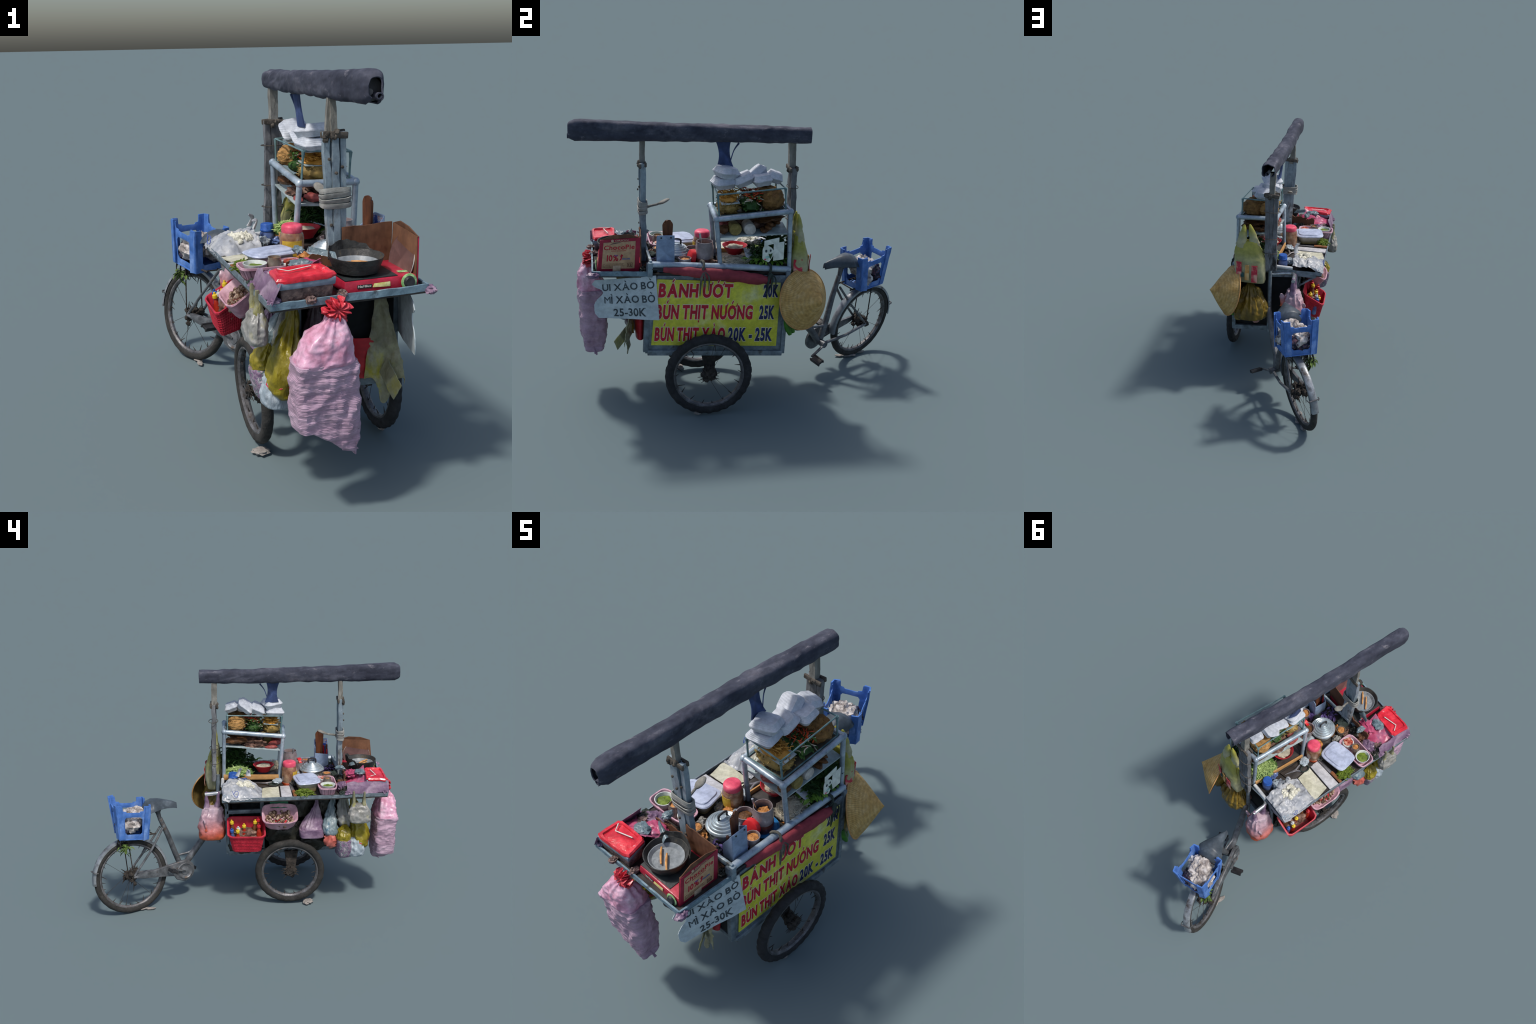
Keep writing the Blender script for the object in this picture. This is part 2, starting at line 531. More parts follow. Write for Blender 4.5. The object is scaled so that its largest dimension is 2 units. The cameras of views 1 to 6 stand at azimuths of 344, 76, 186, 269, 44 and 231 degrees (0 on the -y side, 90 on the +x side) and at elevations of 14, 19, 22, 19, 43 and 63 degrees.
defmat('tube_steel', [(.25, '#8493a3'), (.5, '#a6b6c4'), (.8, '#d2dee6')], scale=9, rough=.36, metal=.35, bump=.05, stain=[('#6c7480', 26, .62, .78)])
defmat('frame_steel', [(.3, '#5c666e'), (.55, '#7f8c95'), (.8, '#9daab2')], scale=18, rough=.5, metal=.25, bump=.2, stain=[('#4a4038', 20, .58, .72)])
defmat('chrome', [(.3, '#b8bcc0'), (.7, '#e6e8ea')], scale=10, rough=.22, metal=.8, bump=.03)
defmat('bike_paint', [(.25, '#47494c'), (.5, '#686b6f'), (.8, '#93979b')], scale=22, rough=.45, metal=.3, bump=.2, stain=[('#6b5644', 26, .57, .7), ('#3b3833', 34, .62, .72)])
defmat('fender_metal', [(.3, '#757b81'), (.6, '#999fa5'), (.85, '#c6ccd1')], scale=14, rough=.35, metal=.35, bump=.08, stain=[('#4b423b', 12, .56, .7)])
defmat('tyre_rubber', [(.3, '#262628'), (.6, '#363638'), (.85, '#48474a')], scale=26, rough=.9, bump=.4, stain=[('#57534d', 9, .62, .8)])
defmat('tyre_dusty', [(.3, '#2d2c2b'), (.6, '#3d3c3a'), (.85, '#56534f')], scale=20, rough=.92, bump=.35, stain=[('#2e2c2a', 11, .55, .7)])
defmat('rim_metal', [(.3, '#49494a'), (.55, '#6e6d6f'), (.8, '#9d9ca0')], scale=24, rough=.45, metal=.3, bump=.25, stain=[('#564a40', 20, .55, .68)])
defmat('grime', [(.3, '#2a2826'), (.6, '#453f3a'), (.85, '#655d55')], scale=34, rough=.95, bump=.6)
defmat('dirt_clod', [(.3, '#7d7975'), (.7, '#aaa49e')], scale=30, rough=.95, bump=.4)
defmat('black_plastic', [(.3, '#1f1f21'), (.7, '#3b3b3e')], scale=20, rough=.5)
defmat('saddle_vinyl', [(.3, '#3a424a'), (.6, '#4d5760'), (.85, '#6f7b85')], scale=9, rough=.4, bump=.08)
defmat('table_metal', [(.3, '#2b2725'), (.6, '#47423f'), (.85, '#6a6664')], scale=12, rough=.4, bump=.15, stain=[('#2b2a2c', 14, .55, .7)])
defmat('table_edge', [(.3, '#5a7180'), (.6, '#7f9aa8'), (.85, '#a4bcc7')], scale=16, rough=.5, bump=.2, stain=[('#48525a', 18, .58, .7)])
defmat('film_mauve', [(.3, '#4a3a40'), (.55, '#6c565e'), (.8, '#94808a')], scale=12, rough=.3, bump=.5, bscale=60, translucent=.12)
defmat('film_dark', [(.3, '#1e1f1c'), (.55, '#33332c'), (.8, '#4c4a42')], scale=12, rough=.35, bump=.4, bscale=60)
defmat('painted_shadow_black', [(.3, '#17181a'), (.7, '#26282b')], scale=12, rough=.9)  # near-black colour paints in the shade inside the cart box
defmat('sign_yellow', [(.25, '#c8c63c'), (.5, '#dedb48'), (.8, '#e4e070')], scale=5, rough=.5, bump=.04, stain=[('#dcdcb0', 4, .56, .75), ('#a89c30', 9, .66, .8)])
defmat('letter_red', [(.3, '#b8142e'), (.7, '#d0203c')], scale=30, rough=.5, bump=0, stain=[('#d87a68', 40, .66, .76)])
defmat('letter_halo', [(0, '#ece2c8')], rough=.6, bump=0)
defmat('letter_navy', [(.3, '#1c2452'), (.7, '#28306a')], scale=30, rough=.5, bump=0)
defmat('sign_white', [(.3, '#b9c6cb'), (.6, '#cfd9dc'), (.85, '#dde4e6')], scale=7, rough=.6, bump=.06, stain=[('#a3aeb2', 12, .6, .75)])
defmat('sign_back', [(.3, '#8f8490'), (.6, '#b2a4ac'), (.85, '#c9bcc2')], scale=8, rough=.7)
defmat('letter_black', [(.3, '#3c454a'), (.7, '#525c62')], scale=30, rough=.6, bump=0, stain=[('#8f9ba0', 35, .63, .72)])
defmat('umbrella_cloth', [(.3, '#7a2c36'), (.6, '#9c3d48'), (.85, '#b9525a')], scale=14, stretch=(1, .3, 1), rough=.7, bump=.3)
defmat('rag', [(.3, '#4c4a44'), (.6, '#6f6c63'), (.85, '#94907f')], scale=26, rough=.95, bump=.5)
defmat('rag_dark', [(.3, '#26302c'), (.7, '#414c47')], scale=26, rough=.9, bump=.4)
defmat('hat_palm', [(.25, '#b08846'), (.5, '#caa462'), (.8, '#dfbf88')], scale=26, rough=.7, bump=.15, stain=[('#96713c', 10, .58, .75)])
defmat('hat_inside', [(.25, '#6a552c'), (.5, '#86703c'), (.8, '#9a844c')], scale=14, rough=.8, stain=[('#4e3d1c', 7, .55, .7)])
defmat('crate_blue', [(.25, '#38609f'), (.5, '#4f7cc6'), (.8, '#86a8e0')], scale=10, rough=.5, bump=.12, stain=[('#9bbcf0', 22, .64, .8)])
defmat('film_pink', [(.3, '#d98cb4'), (.5, '#efb4d4'), (.75, '#fbdcf0')], scale=9, rough=.38, bump=.25, bscale=60, axis='Z', wobble=.12, translucent=.25)
M['film_pink'].node_tree.nodes['Color Ramp'].color_ramp.elements[0].position = .0
defmat('pink_sheet_stack', [(.3, '#bd9ab2'), (.55, '#d2b2c8'), (.8, '#e6cade')], scale=7, rough=.45, bump=.4, bscale=50, stretch=(.35, .35, 3), bands=(58, .28), stain=[('#a97a9c', 14, .6, .75), ('#f7d8ec', 10, .62, .75)], translucent=.2)
defmat('pink_bag_top', [(.3, '#d88aa8'), (.5, '#f3bcd8'), (.75, '#fde4f4')], scale=13, rough=.35, bump=.3, bscale=50, stain=[('#d8607c', 9, .6, .76)], translucent=.2)
defmat('film_red', [(.3, '#c72a3c'), (.55, '#ee4a58'), (.8, '#ff8c94')], scale=22, rough=.28, bump=.55, bscale=70, translucent=.2)
defmat('foam_white', [(.3, '#b0b6c2'), (.55, '#cdd2da'), (.85, '#eaecf0')], scale=6, stretch=(1, 1, 2), rough=.6, bump=.05, bands=(45, .25))
defmat('cloth_navy', [(.3, '#2c3858'), (.6, '#40517c'), (.8, '#56689a')], scale=10, rough=.7, stain=[('#9fa6b0', 30, .68, .76)])
defmat('glass_edge', [(.3, '#4a6b70'), (.7, '#7d9a9c')], scale=16, rough=.3, bump=.05)
defmat('noodle_yellow', [(.3, '#7c6636'), (.6, '#a08448'), (.85, '#c0a468')], scale=30, rough=.6)
defmat('noodle_orange', [(.3, '#b8822c'), (.7, '#dca04a')], scale=30, rough=.55)
defmat('carrot', [(.3, '#b83c1c'), (.7, '#dd5a2c')], scale=30, rough=.5)
defmat('herb_green', [(.3, '#2c4a1c'), (.6, '#4a7030'), (.85, '#76984c')], scale=30, rough=.6, rand=.0)
defmat('herb_dark', [(.3, '#1c3312'), (.6, '#2f5220'), (.85, '#4a7230')], scale=30, rough=.6)
defmat('lettuce', [(.3, '#4f7a28'), (.6, '#77a03c'), (.85, '#a3c45c')], scale=24, rough=.55)
defmat('shoots_pale', [(.3, '#8ea860'), (.6, '#b4cc84'), (.85, '#d5e4b0')], scale=30, rough=.6)
defmat('sprouts', [(.3, '#9a9280'), (.7, '#cbc4b0')], scale=30, rough=.6)
defmat('lime_veg', [(.3, '#4f621a'), (.6, '#71862a'), (.85, '#9bac48')], scale=40, rough=.6)
defmat('fried_brown', [(.3, '#6b4c28'), (.6, '#8f6a3a'), (.85, '#b08a56')], scale=40, rough=.75, bump=.6)
defmat('fried_gold', [(.3, '#94703c'), (.6, '#b88c54'), (.85, '#d2aa74')], scale=40, rough=.75, bump=.6)
defmat('fried_dark', [(.3, '#4a301c'), (.6, '#6f4a2a'), (.85, '#906640')], scale=30, rough=.6, bump=.4)
defmat('sausage_red', [(.3, '#7c3430'), (.6, '#a85450'), (.85, '#c47a70')], scale=20, rough=.5)
defmat('loaf_khaki', [(.3, '#756536'), (.6, '#96854c'), (.85, '#b4a266')], scale=50, rough=.8, bump=.5)
defmat('loaf_white', [(.3, '#aaa49c'), (.7, '#ccc6c0')], scale=30, rough=.6)
defmat('meat_mixed', [(.3, '#42302a'), (.5, '#73564a'), (.7, '#9a7c6c')], scale=34, rough=.6, bump=.5)
defmat('glass_shelf', [(.3, '#8b9a9c'), (.7, '#b8c6c8')], scale=20, rough=.3)
defmat('case_floor', [(.3, '#4a4438'), (.7, '#7a705c')], scale=20, rough=.5)
defmat('wood_tray', [(.3, '#b4824a'), (.7, '#d6a66c')], scale=12, stretch=(3, .4, 3), rough=.7)
defmat('plastic_red', [(.3, '#a81c28'), (.6, '#c82c38'), (.85, '#de4c54')], scale=12, rough=.4, bump=.08)
defmat('lid_pink', [(.3, '#d8405c'), (.6, '#f0607a'), (.85, '#fa94a4')], scale=12, rough=.4, bump=.08)
defmat('lid_red', [(.3, '#d02028'), (.7, '#f03c40')], scale=12, rough=.4, bump=.08)
defmat('jar_pickle', [(.3, '#6c4632'), (.5, '#946a50'), (.7, '#b89878')], scale=18, rough=.15, bump=.05, coat=.6, stain=[('#d0b48c', 14, .6, .75)])
defmat('jar_clear', [(.3, '#8f8478'), (.6, '#b0a698'), (.85, '#c9c2b6')], scale=14, rough=.12, bump=.03, coat=.6, trans=.5)
defmat('jar_base', [(.3, '#8c2c18'), (.6, '#b8481f'), (.85, '#d86430')], scale=16, rough=.25, coat=.5)
defmat('jar_label', [(.3, '#c89c30'), (.7, '#e0c050')], scale=14, rough=.5, stain=[('#8f9a38', 14, .6, .7)])
defmat('jar_sauce', [(.3, '#4c2420'), (.6, '#6a3a34'), (.85, '#87584e')], scale=16, rough=.15, coat=.6)
defmat('jar_smoky', [(.3, '#7c7072'), (.6, '#9c9092'), (.85, '#c4bcbe')], scale=14, rough=.15, coat=.6)
defmat('tray_blue', [(.3, '#1c6aa8'), (.7, '#3a8cd0')], scale=12, rough=.4)
defmat('aluminium', [(.3, '#a4b2b8'), (.6, '#c6d2d8'), (.85, '#e6eef2')], scale=12, rough=.3, metal=.55, bump=.06)
defmat('carton_blue', [(.3, '#8296b4'), (.6, '#98acc8'), (.85, '#b0c2da')], scale=6, rough=.5, bump=.04)
defmat('carton_print', [(.36, '#2c4aa0'), (.46, '#3c5cb4'), (.5, '#c8d0dc'), (.56, '#b0483c'), (.66, '#7a2c28')], scale=26, rough=.5, bump=0)
defmat('dark_wood', [(.3, '#48281c'), (.55, '#6c4028'), (.8, '#8a5636')], scale=16, stretch=(3, 3, .4), rough=.5, kind='noise')
defmat('pan_handle_wood', [(.3, '#7a4a2c'), (.7, '#a87048')], scale=20, stretch=(.5, 2, 2), rough=.6)
defmat('lid_grey', [(.3, '#a2acc4'), (.55, '#b9c2d8'), (.85, '#d2daea')], scale=9, rough=.4, bump=.06, stain=[('#8a94b0', 16, .62, .75)])
defmat('tub_clear', [(.0, '#8c7a40'), (.35, '#8a8068'), (.6, '#a8a294'), (1, '#c0beb8')], scale=16, rough=.3, bump=.1, axis='Z', wobble=.3)
defmat('basket_pink', [(.3, '#b88a9a'), (.6, '#d2a8b6'), (.85, '#e8c8d2')], scale=16, rough=.5, bump=.12)
defmat('bowl_white', [(.3, '#c6ccc6'), (.7, '#e2e6e2')], scale=14, rough=.35)
defmat('chilli_mix', [(.38, '#8c2818'), (.5, '#b8503c'), (.6, '#d8a088')], scale=50, rough=.4)
defmat('board_white', [(.3, '#b4b4b8'), (.7, '#d0d0d4')], scale=9, rough=.5, stain=[('#94908c', 10, .6, .72)])
defmat('grease_paper', [(.3, '#b8b69c'), (.55, '#cfcdb8'), (.8, '#dedcd0')], scale=8, rough=.4, stain=[('#c8b468', 7, .62, .74)])
defmat('blade', [(.3, '#6a686c'), (.7, '#a8a8ac')], scale=14, rough=.3, metal=.5, bump=.02, stain=[('#6a4a3c', 16, .6, .7)])
defmat('bag_white', [(.3, '#8e949f'), (.5, '#b4b8be'), (.72, '#d8d8d6')], scale=12, rough=.4, bump=.2, bscale=50, stain=[('#8c96aa', 16, .62, .72)], translucent=.15)
defmat('white_veg', [(.3, '#c8c6b4'), (.6, '#e2e0d0'), (.85, '#f4f2e6')], scale=16, rough=.6, bump=.3)
defmat('cap_blue', [(.3, '#2450a0'), (.7, '#3c6cc0')], scale=12, rough=.45)
defmat('bottle_blue', [(.3, '#3c4c80'), (.6, '#6278a8'), (.85, '#a8b4cc')], scale=12, rough=.3)
defmat('pen_blue', '#3c58b0', rough=.6, bump=0)
defmat('pvc_white', [(.3, '#b8bcc0'), (.7, '#d8dcdc')], scale=14, rough=.4)
defmat('lunchbox_red', [(.3, '#b81a2c'), (.55, '#e02c3c'), (.8, '#f05660')], scale=14, rough=.25, bump=.3, bscale=50, coat=.3, stain=[('#f0a0a8', 20, .66, .76), ('#8c1c30', 11, .62, .74)])
defmat('lunchbox_side', [(.3, '#6c7c8c'), (.6, '#8c9cac'), (.85, '#aab8c4')], scale=10, rough=.3)
defmat('brown_food', [(.3, '#4c3a3c'), (.5, '#75605c'), (.75, '#a08478')], scale=34, rough=.5, bump=.4, stain=[('#7c6c8c', 14, .6, .72)])
defmat('film_magenta', [(.3, '#a03a5c'), (.5, '#c05478'), (.75, '#d88aa0')], scale=10, rough=.3, bump=.2, stain=[('#6c5478', 10, .55, .7)])
defmat('film_purple', [(.3, '#6a5070'), (.5, '#927692'), (.8, '#c4b0c0')], scale=12, rough=.35, bump=.25, translucent=.2)
defmat('iron_black', [(.3, '#2a2a2a'), (.6, '#40403e'), (.85, '#5c5a54')], scale=16, rough=.5, bump=.3, stain=[('#5c4c2c', 16, .6, .72)])
defmat('iron_grey', [(.3, '#7c8488'), (.6, '#989ea2'), (.85, '#b4bcc0')], scale=16, rough=.4, bump=.1, stain=[('#4c5054', 10, .58, .7)])
defmat('fried_roll', [(.3, '#b8783c'), (.7, '#e0a868')], scale=40, rough=.6)
defmat('stove_red', [(.3, '#a01c34'), (.6, '#c03048'), (.85, '#d4586a')], scale=12, rough=.35, coat=.2)
defmat('stove_black', [(.3, '#24282a'), (.7, '#3c4444')], scale=14, rough=.4)
defmat('label_white', '#d8d8d0', rough=.5, bump=0)
defmat('label_yellow', [(.4, '#d8d070'), (.6, '#e8e4a8')], scale=60, rough=.5, bump=0)
defmat('label_green', [(.4, '#7ab068'), (.6, '#b8d8a0')], scale=60, rough=.5, bump=0)
defmat('cardboard', [(.3, '#5a3c2c'), (.55, '#75503a'), (.8, '#8f684c')], scale=10, stretch=(1, 1, .3), rough=.85, bump=.15, stain=[('#4c342a', 8, .6, .74)])
defmat('print_crimson', [(.3, '#9c1c38'), (.7, '#b42c48')], scale=10, rough=.5, bump=.04)
defmat('print_tan', [(.3, '#c49a74'), (.7, '#d4ae88')], scale=8, rough=.6, bump=.04)
defmat('print_blue', '#3c6cb0', rough=.5, bump=0)
defmat('print_brown', '#6a4638', rough=.6, bump=0)
defmat('tape_tan', [(.3, '#c8a88c'), (.7, '#d8bca0')], scale=14, rough=.3)
defmat('disc_brown', [(.3, '#5c4444'), (.6, '#785c58'), (.85, '#96807c')], scale=6, rough=.45)
defmat('bag_grocery', [(0, '#b8b488'), (.35, '#c2c09a'), (.55, '#b8b884'), (.75, '#b0ae58'), (1, '#bcb850')], scale=10, rough=.4, bump=.2, axis='Z', wobble=.1, translucent=.2)
defmat('grocery_red', [(.35, '#b8283c'), (.5, '#cc3a4c'), (.62, '#d8a490')], scale=22, rough=.5, bump=0)
defmat('grocery_orange', [(.4, '#d8923c'), (.62, '#d8b880')], scale=22, rough=.5, bump=0)
defmat('grocery_green', '#2c5c5c', rough=.5, bump=0)
defmat('bag_brown_yellow', [(.3, '#57461a'), (.5, '#8c742e'), (.75, '#c0a452')], scale=14, stretch=(1, 1, .4), rough=.3, bump=.55, bscale=70, stain=[('#54421c', 12, .58, .7)], translucent=.15)
defmat('bag_yellow', [(.3, '#6a5e12'), (.5, '#948720'), (.75, '#c0b048')], scale=12, stretch=(1, 1, .5), rough=.28, bump=.55, bscale=70, stain=[('#5c5014', 12, .6, .7)], translucent=.15)
defmat('bag_yellow_green', [(.3, '#7d7a5e'), (.5, '#9c9a7c'), (.75, '#c0be9c')], scale=12, stretch=(1, 1, .5), rough=.3, bump=.55, bscale=70, stain=[('#b8b040', 9, .55, .68)], translucent=.15)
defmat('pork_pink', [(.3, '#b88478'), (.6, '#d4a098'), (.85, '#e2bcb2')], scale=14, rough=.5)
defmat('cucumber', [(.3, '#2c5c1c'), (.6, '#478428'), (.85, '#76a84c')], scale=20, rough=.4)
defmat('bag_pink_orange', [(0, '#c86a34'), (.18, '#dc6a50'), (.4, '#d88a88'), (.65, '#c8a0ac'), (1, '#d4bcc8')], scale=10, rough=.3, bump=.3, bscale=50, axis='Z', wobble=.2, translucent=.2)
defmat('basket_red', [(.3, '#a81c30'), (.6, '#c42c40'), (.85, '#dc5060')], scale=20, rough=.45, bump=.1)
defmat('bottle_cap_yellow', '#e8c838', rough=.4, bump=0)
defmat('bottle_red', [(.3, '#a8281c'), (.7, '#d04830')], scale=14, rough=.25, coat=.4)
defmat('bottle_amber', [(.3, '#5c3420'), (.7, '#8c5a38')], scale=14, rough=.2, coat=.4)
defmat('snail_shell', [(.35, '#3c2c24'), (.5, '#6c5240'), (.62, '#b4a08c')], scale=30, rough=.35, bump=.2)
defmat('leaf_green_tray', [(.3, '#145c40'), (.7, '#2c7c58')], scale=14, rough=.6)
defmat('film_clear_grey', [(.3, '#86847a'), (.5, '#a6a5a0'), (.8, '#cfd0d0')], scale=12, stretch=(1, 1, .5), rough=.28, bump=.55, bscale=70, stain=[('#b8b070', 10, .58, .7)], translucent=.2)
defmat('film_clear_white', [(.3, '#a4b4c0'), (.5, '#bccad4'), (.8, '#dee6ec')], scale=12, stretch=(2, 2, .5), rough=.3, bump=.55, bscale=70, translucent=.2)
defmat('film_teal', [(.3, '#566a72'), (.5, '#7e929a'), (.8, '#b4c0c4')], scale=12, rough=.28, bump=.55, bscale=70, stain=[('#3c7490', 10, .62, .72)], translucent=.15)
defmat('film_salmon', [(.3, '#b05044'), (.6, '#cc7468'), (.85, '#dc9c90')], scale=12, rough=.35, bump=.3)
defmat('check_weave', [(.42, '#7c6480'), (.5, '#a890a4'), (.56, '#3c6a68'), (.62, '#c4b0bc')], scale=46, kind='noise', rough=.6, bump=.2)
defmat('newsprint', [(.4, '#8c8480'), (.52, '#c8c2be'), (.75, '#ece8e6')], scale=20, rough=.7, bump=.4, stain=[('#5c4438', 12, .6, .7)])
defmat('cloth_plaid', [(.38, '#1c2030'), (.50, '#34384c'), (.56, '#6c4448'), (.66, '#3c5878')], scale=40, rough=.8, bump=.4)
defmat('weed_green', [(.3, '#3c5424'), (.7, '#6c8440')], scale=30, rough=.7)
defmat('sticker', [(.3, '#dfe6d8'), (.7, '#eef2ea')], scale=12, rough=.5, bump=0)
defmat('sticker_aqua', '#a8d8d0', rough=.5, bump=0)
defmat('purple_veg', [(.3, '#3c2c5c'), (.6, '#5c4c84'), (.85, '#8c78b0')], scale=24, rough=.6)
defmat('orange_bits', [(.3, '#a8642c'), (.7, '#d89c5c')], scale=40, rough=.6, bump=.4)

# ================================================================== THE CART
cart = thing('street_food_cart', (.1, -.2, 0), 'Three-wheeled bicycle food cart with rolled awning and menu signs', 'food cart')

def tz(x, y):                      # underside of the table, sloping gently to the back
    return .788 - .0232 * (y + .876) + .026 * (x + .259)
def tf(x, y):                      # table top surface
    return tz(x, y) + .010
def tg(x, y):                      # sunken working area at the back
    return tz(x, y) - .004

# ---- tabletop with a raised lip
outl = [(-.235, .157), (-.259, -.876), (.311, -.888), (.332, -.60), (.342, .148)]
g = Geo()
lo = [V((x, y, tz(x, y) - .012)) for x, y in outl]; hi = [p + V((0, 0, .008)) for p in lo]
n = len(outl)
g.add(lo + hi, [tuple(range(n)), tuple(range(n, 2 * n))] + [(i, (i + 1) % n, n + (i + 1) % n, n + i) for i in range(n)])
table = g.put('tabletop', 'table_metal', smooth=False)
def raised(pts):
    lo = [V((x, y, tz(x, y) - .003)) for x, y in pts]; hi = [V((x, y, tz(x, y) + .010)) for x, y in pts]; n = len(pts)
    put('counter_board', lo + hi, [tuple(range(n)), tuple(range(n, 2 * n))] + [(i, (i + 1) % n, n + (i + 1) % n, n + i) for i in range(n)], 'table_metal', parent=table, smooth=False)
raised([(-.248, -.335), (-.252, -.868), (.304, -.878), (.326, -.60), (.330, -.338)])
raised([(.080, -.332), (.328, -.332), (.334, .14), (.080, .145)])
def lip(a, b, name='table_lip', hgt=.025, w=.008, mm='table_edge'):
    a, b = V((a[0], a[1], tz(*a))), V((b[0], b[1], tz(*b)))
    N = 30; d = (b - a).normalized(); s = V((d.y, -d.x, 0)); rings = []
    for i in range(N + 1):
        p = a.lerp(b, i / N); k = .0025 * fbm(p * 14, 2)
        q = p + V((0, 0, -.004 + k))
        rings.append([q - s * w / 2, q + s * w / 2 + s * k, q + s * w / 2 + V((0, 0, hgt + k)), q - s * w / 2 + V((0, 0, hgt))])
    v, f = rings_mesh(rings); return put(name, v, f, mm, parent=table, angle=30)
lip(outl[0], outl[1], hgt=.021, w=.006, mm='frame_steel'); lip(outl[1], outl[2]); lip(outl[4], outl[0], hgt=.02, w=.006, mm='frame_steel')
lip(outl[2], outl[3])

# ---- box body: +x panel with the menu board, frame posts, floor, plates blackened for the interior shadow
BL, BR, TR, TL = V((.330, -.612, .368)), V((.346, .123, .324)), V((.351, .137, .775)), V((.328, -.588, .795))
body = plate('box_side_panel', [BL, BR, TR, TL], .008, 'frame_steel')
XL = -.068
plate('box_floor', [(XL, -.60, .372), (XL, .125, .335), (.340, .125, .335), (.326, -.60, .372)], .008, 'painted_shadow_black')
plate('box_side_panel', [(.14, -.56, .37), (.14, -.17, .345), (.14, -.17, .775), (.14, -.56, .79)], .006, 'painted_shadow_black')
plate('front_dark_plate', [(.0, -.622, .50), (.312, -.626, .40), (.312, -.622, .79), (.0, -.618, .785)], .006, 'painted_shadow_black')
plate('back_dark_plate', [(-.055, .118, .345), (.335, .112, .335), (.340, .112, .775), (-.055, .118, .77)], .006, 'painted_shadow_black')
plate('mid_shadow_plate', [(XL + .01, -.16, .345), (.335, -.16, .345), (.335, -.16, .79), (XL + .01, -.16, .775)], .006, 'painted_shadow_black')
fr = Geo()
def bar(a, b, w=.022, h=.022, gg=None, bev=.003):
    a, b = V(a), V(b); d = b - a; L = d.length
    u, w2 = frame_of(d)
    R = Matrix((u, w2, d.normalized())).transposed()
    v, f = box_g((a + b) / 2, (w, h, L), R, bev)
    (gg or fr).add(v, f)
    return v, f
bar((.322, -.620, .36), (.316, -.598, .86), .028, .03)          # front post under the sign
bar((.347, .128, .315), (.350, .138, .80), .024, .024)
bar((XL, -.610, .365), (XL, -.60, .79))
bar((XL, .135, .345), (XL, .135, .77), .024, .024)
bar((XL, -.095, .37), (XL, -.095, .775), .024, .024)
bar((.333, -.612, .360), (.347, .126, .317), .026, .03)
bar((XL, -.600, .365), (XL, .13, .34), .026, .03)
bar((XL, .135, .345), (.345, .128, .325), .024, .03)
bar((XL, -.60, .368), (.330, -.612, .365), .024, .03)
bar((XL, .137, .63), (XL, -.095, .635), .024, .026)
bar((XL, .137, .74), (.10, .160, .74), .014, .02)
bar((-.20, .150, .752), (.345, .140, .775), .02, .024)
bar((-.205, .150, .755), (XL, .138, .655), .010, .012)
bar((-.20, -.55, .765), (XL, -.57, .66), .010, .012)
fr.put('box_frame', 'frame_steel', angle=30)

# yellow menu board
BQ = [V((.3375, -.593, .404)), V((.3545, .090, .364)), V((.3575, .098, .738)), V((.3365, -.560, .778))]
for q in BQ: q.x += .003
board = plate('menu_board', BQ, .004, 'sign_yellow')
NQ = [q + V((.0022, 0, 0)) for q in BQ]
rows = [('BÁNH ƯỚT', .02, .61, .745, .765, .19, 'letter_red'), ('20K', .86, .985, .785, .79, .175, 'letter_navy'),
        ('BÚN THỊT NƯỚNG', .015, .785, .415, .435, .20, 'letter_red'), ('25K', .84, .965, .44, .445, .195, 'letter_navy'),
        ('BÚN THỊT XÀO', .02, .575, .08, .09, .19, 'letter_red'), ('20K - 25K', .60, .96, .09, .095, .19, 'letter_navy')]
for txt, s0, s1, t0, t1, cap, mm in rows:
    letters('lettering_outline', txt, NQ, s0, s1, t0, cap, 'letter_halo', board, th=.0006, bold=.045, grow=.035, lift=.0002, t1=t1)
    letters('lettering', txt, NQ, s0, s1, t0, cap, mm, board, th=.0008, bold=.045, lift=.0012, t1=t1)

# white price board with a ragged left end, hung over the front post
SQ = [V((.279, -.880, .553)), V((.356, -.551, .553)), V((.338, -.566, .799)), V((.281, -.893, .755))]
def ragged(t):       # where the torn left edge lies, as s
    k = [(0, .06), (.12, .0), (.35, .0), (.48, .05), (.58, .12), (.66, .16), (.74, .14), (.8, .05), (.9, -.015), (1, .04)]
    for (a, p), (b, q) in zip(k, k[1:]):
        if t <= b: return p + (q - p) * (t - a) / (b - a) + .008 * noise.noise(V((t * 30, 1, 3)))
    return .04
def sgn(u, v):
    return sheet_at(ragged(v) * (1 - u) + u, v)
def sheet_at(s, v):
    return on_quad(SQ, s, v, .005 * fbm(V((s * 4, v * 4, 2)), 1, 2) - .02 * max(0, 1 - s) ** 2 * v)
pb = shell('price_board', sgn, 40, 30, .0035, 'sign_white')
for txt, s0, s1, t0, t1, cap in (('UI XÀO BÒ', .15, .965, .715, .725, .165), ('MÌ XÀO BÒ', .17, .96, .395, .41, .17), ('25-30K', .30, .80, .065, .085, .19)):
    letters('lettering', txt, SQ, s0, s1, t0, cap, 'letter_black', pb, th=.0012, bold=.016, lift=.0020, t1=t1, serif=1, surf=sheet_at)

# ---- guard rail along the open side
rl = tube('guard_rail', smooth_path([(.323, -.590, .853), (.326, -.45, .846), (.332, -.1, .824), (.336, .12, .806), (.336, .145, .80)], 6), .0175, 'tube_steel', n=16, rough=.06)
g = Geo(); bar((.331, -.592, .862), (.05, -.600, .868), .014, .03, g); bar((.331, -.594, .868), (.331, -.598, .79), .026, .026, g)
g.put('rail_bracket', 'painted_steel', angle=30)
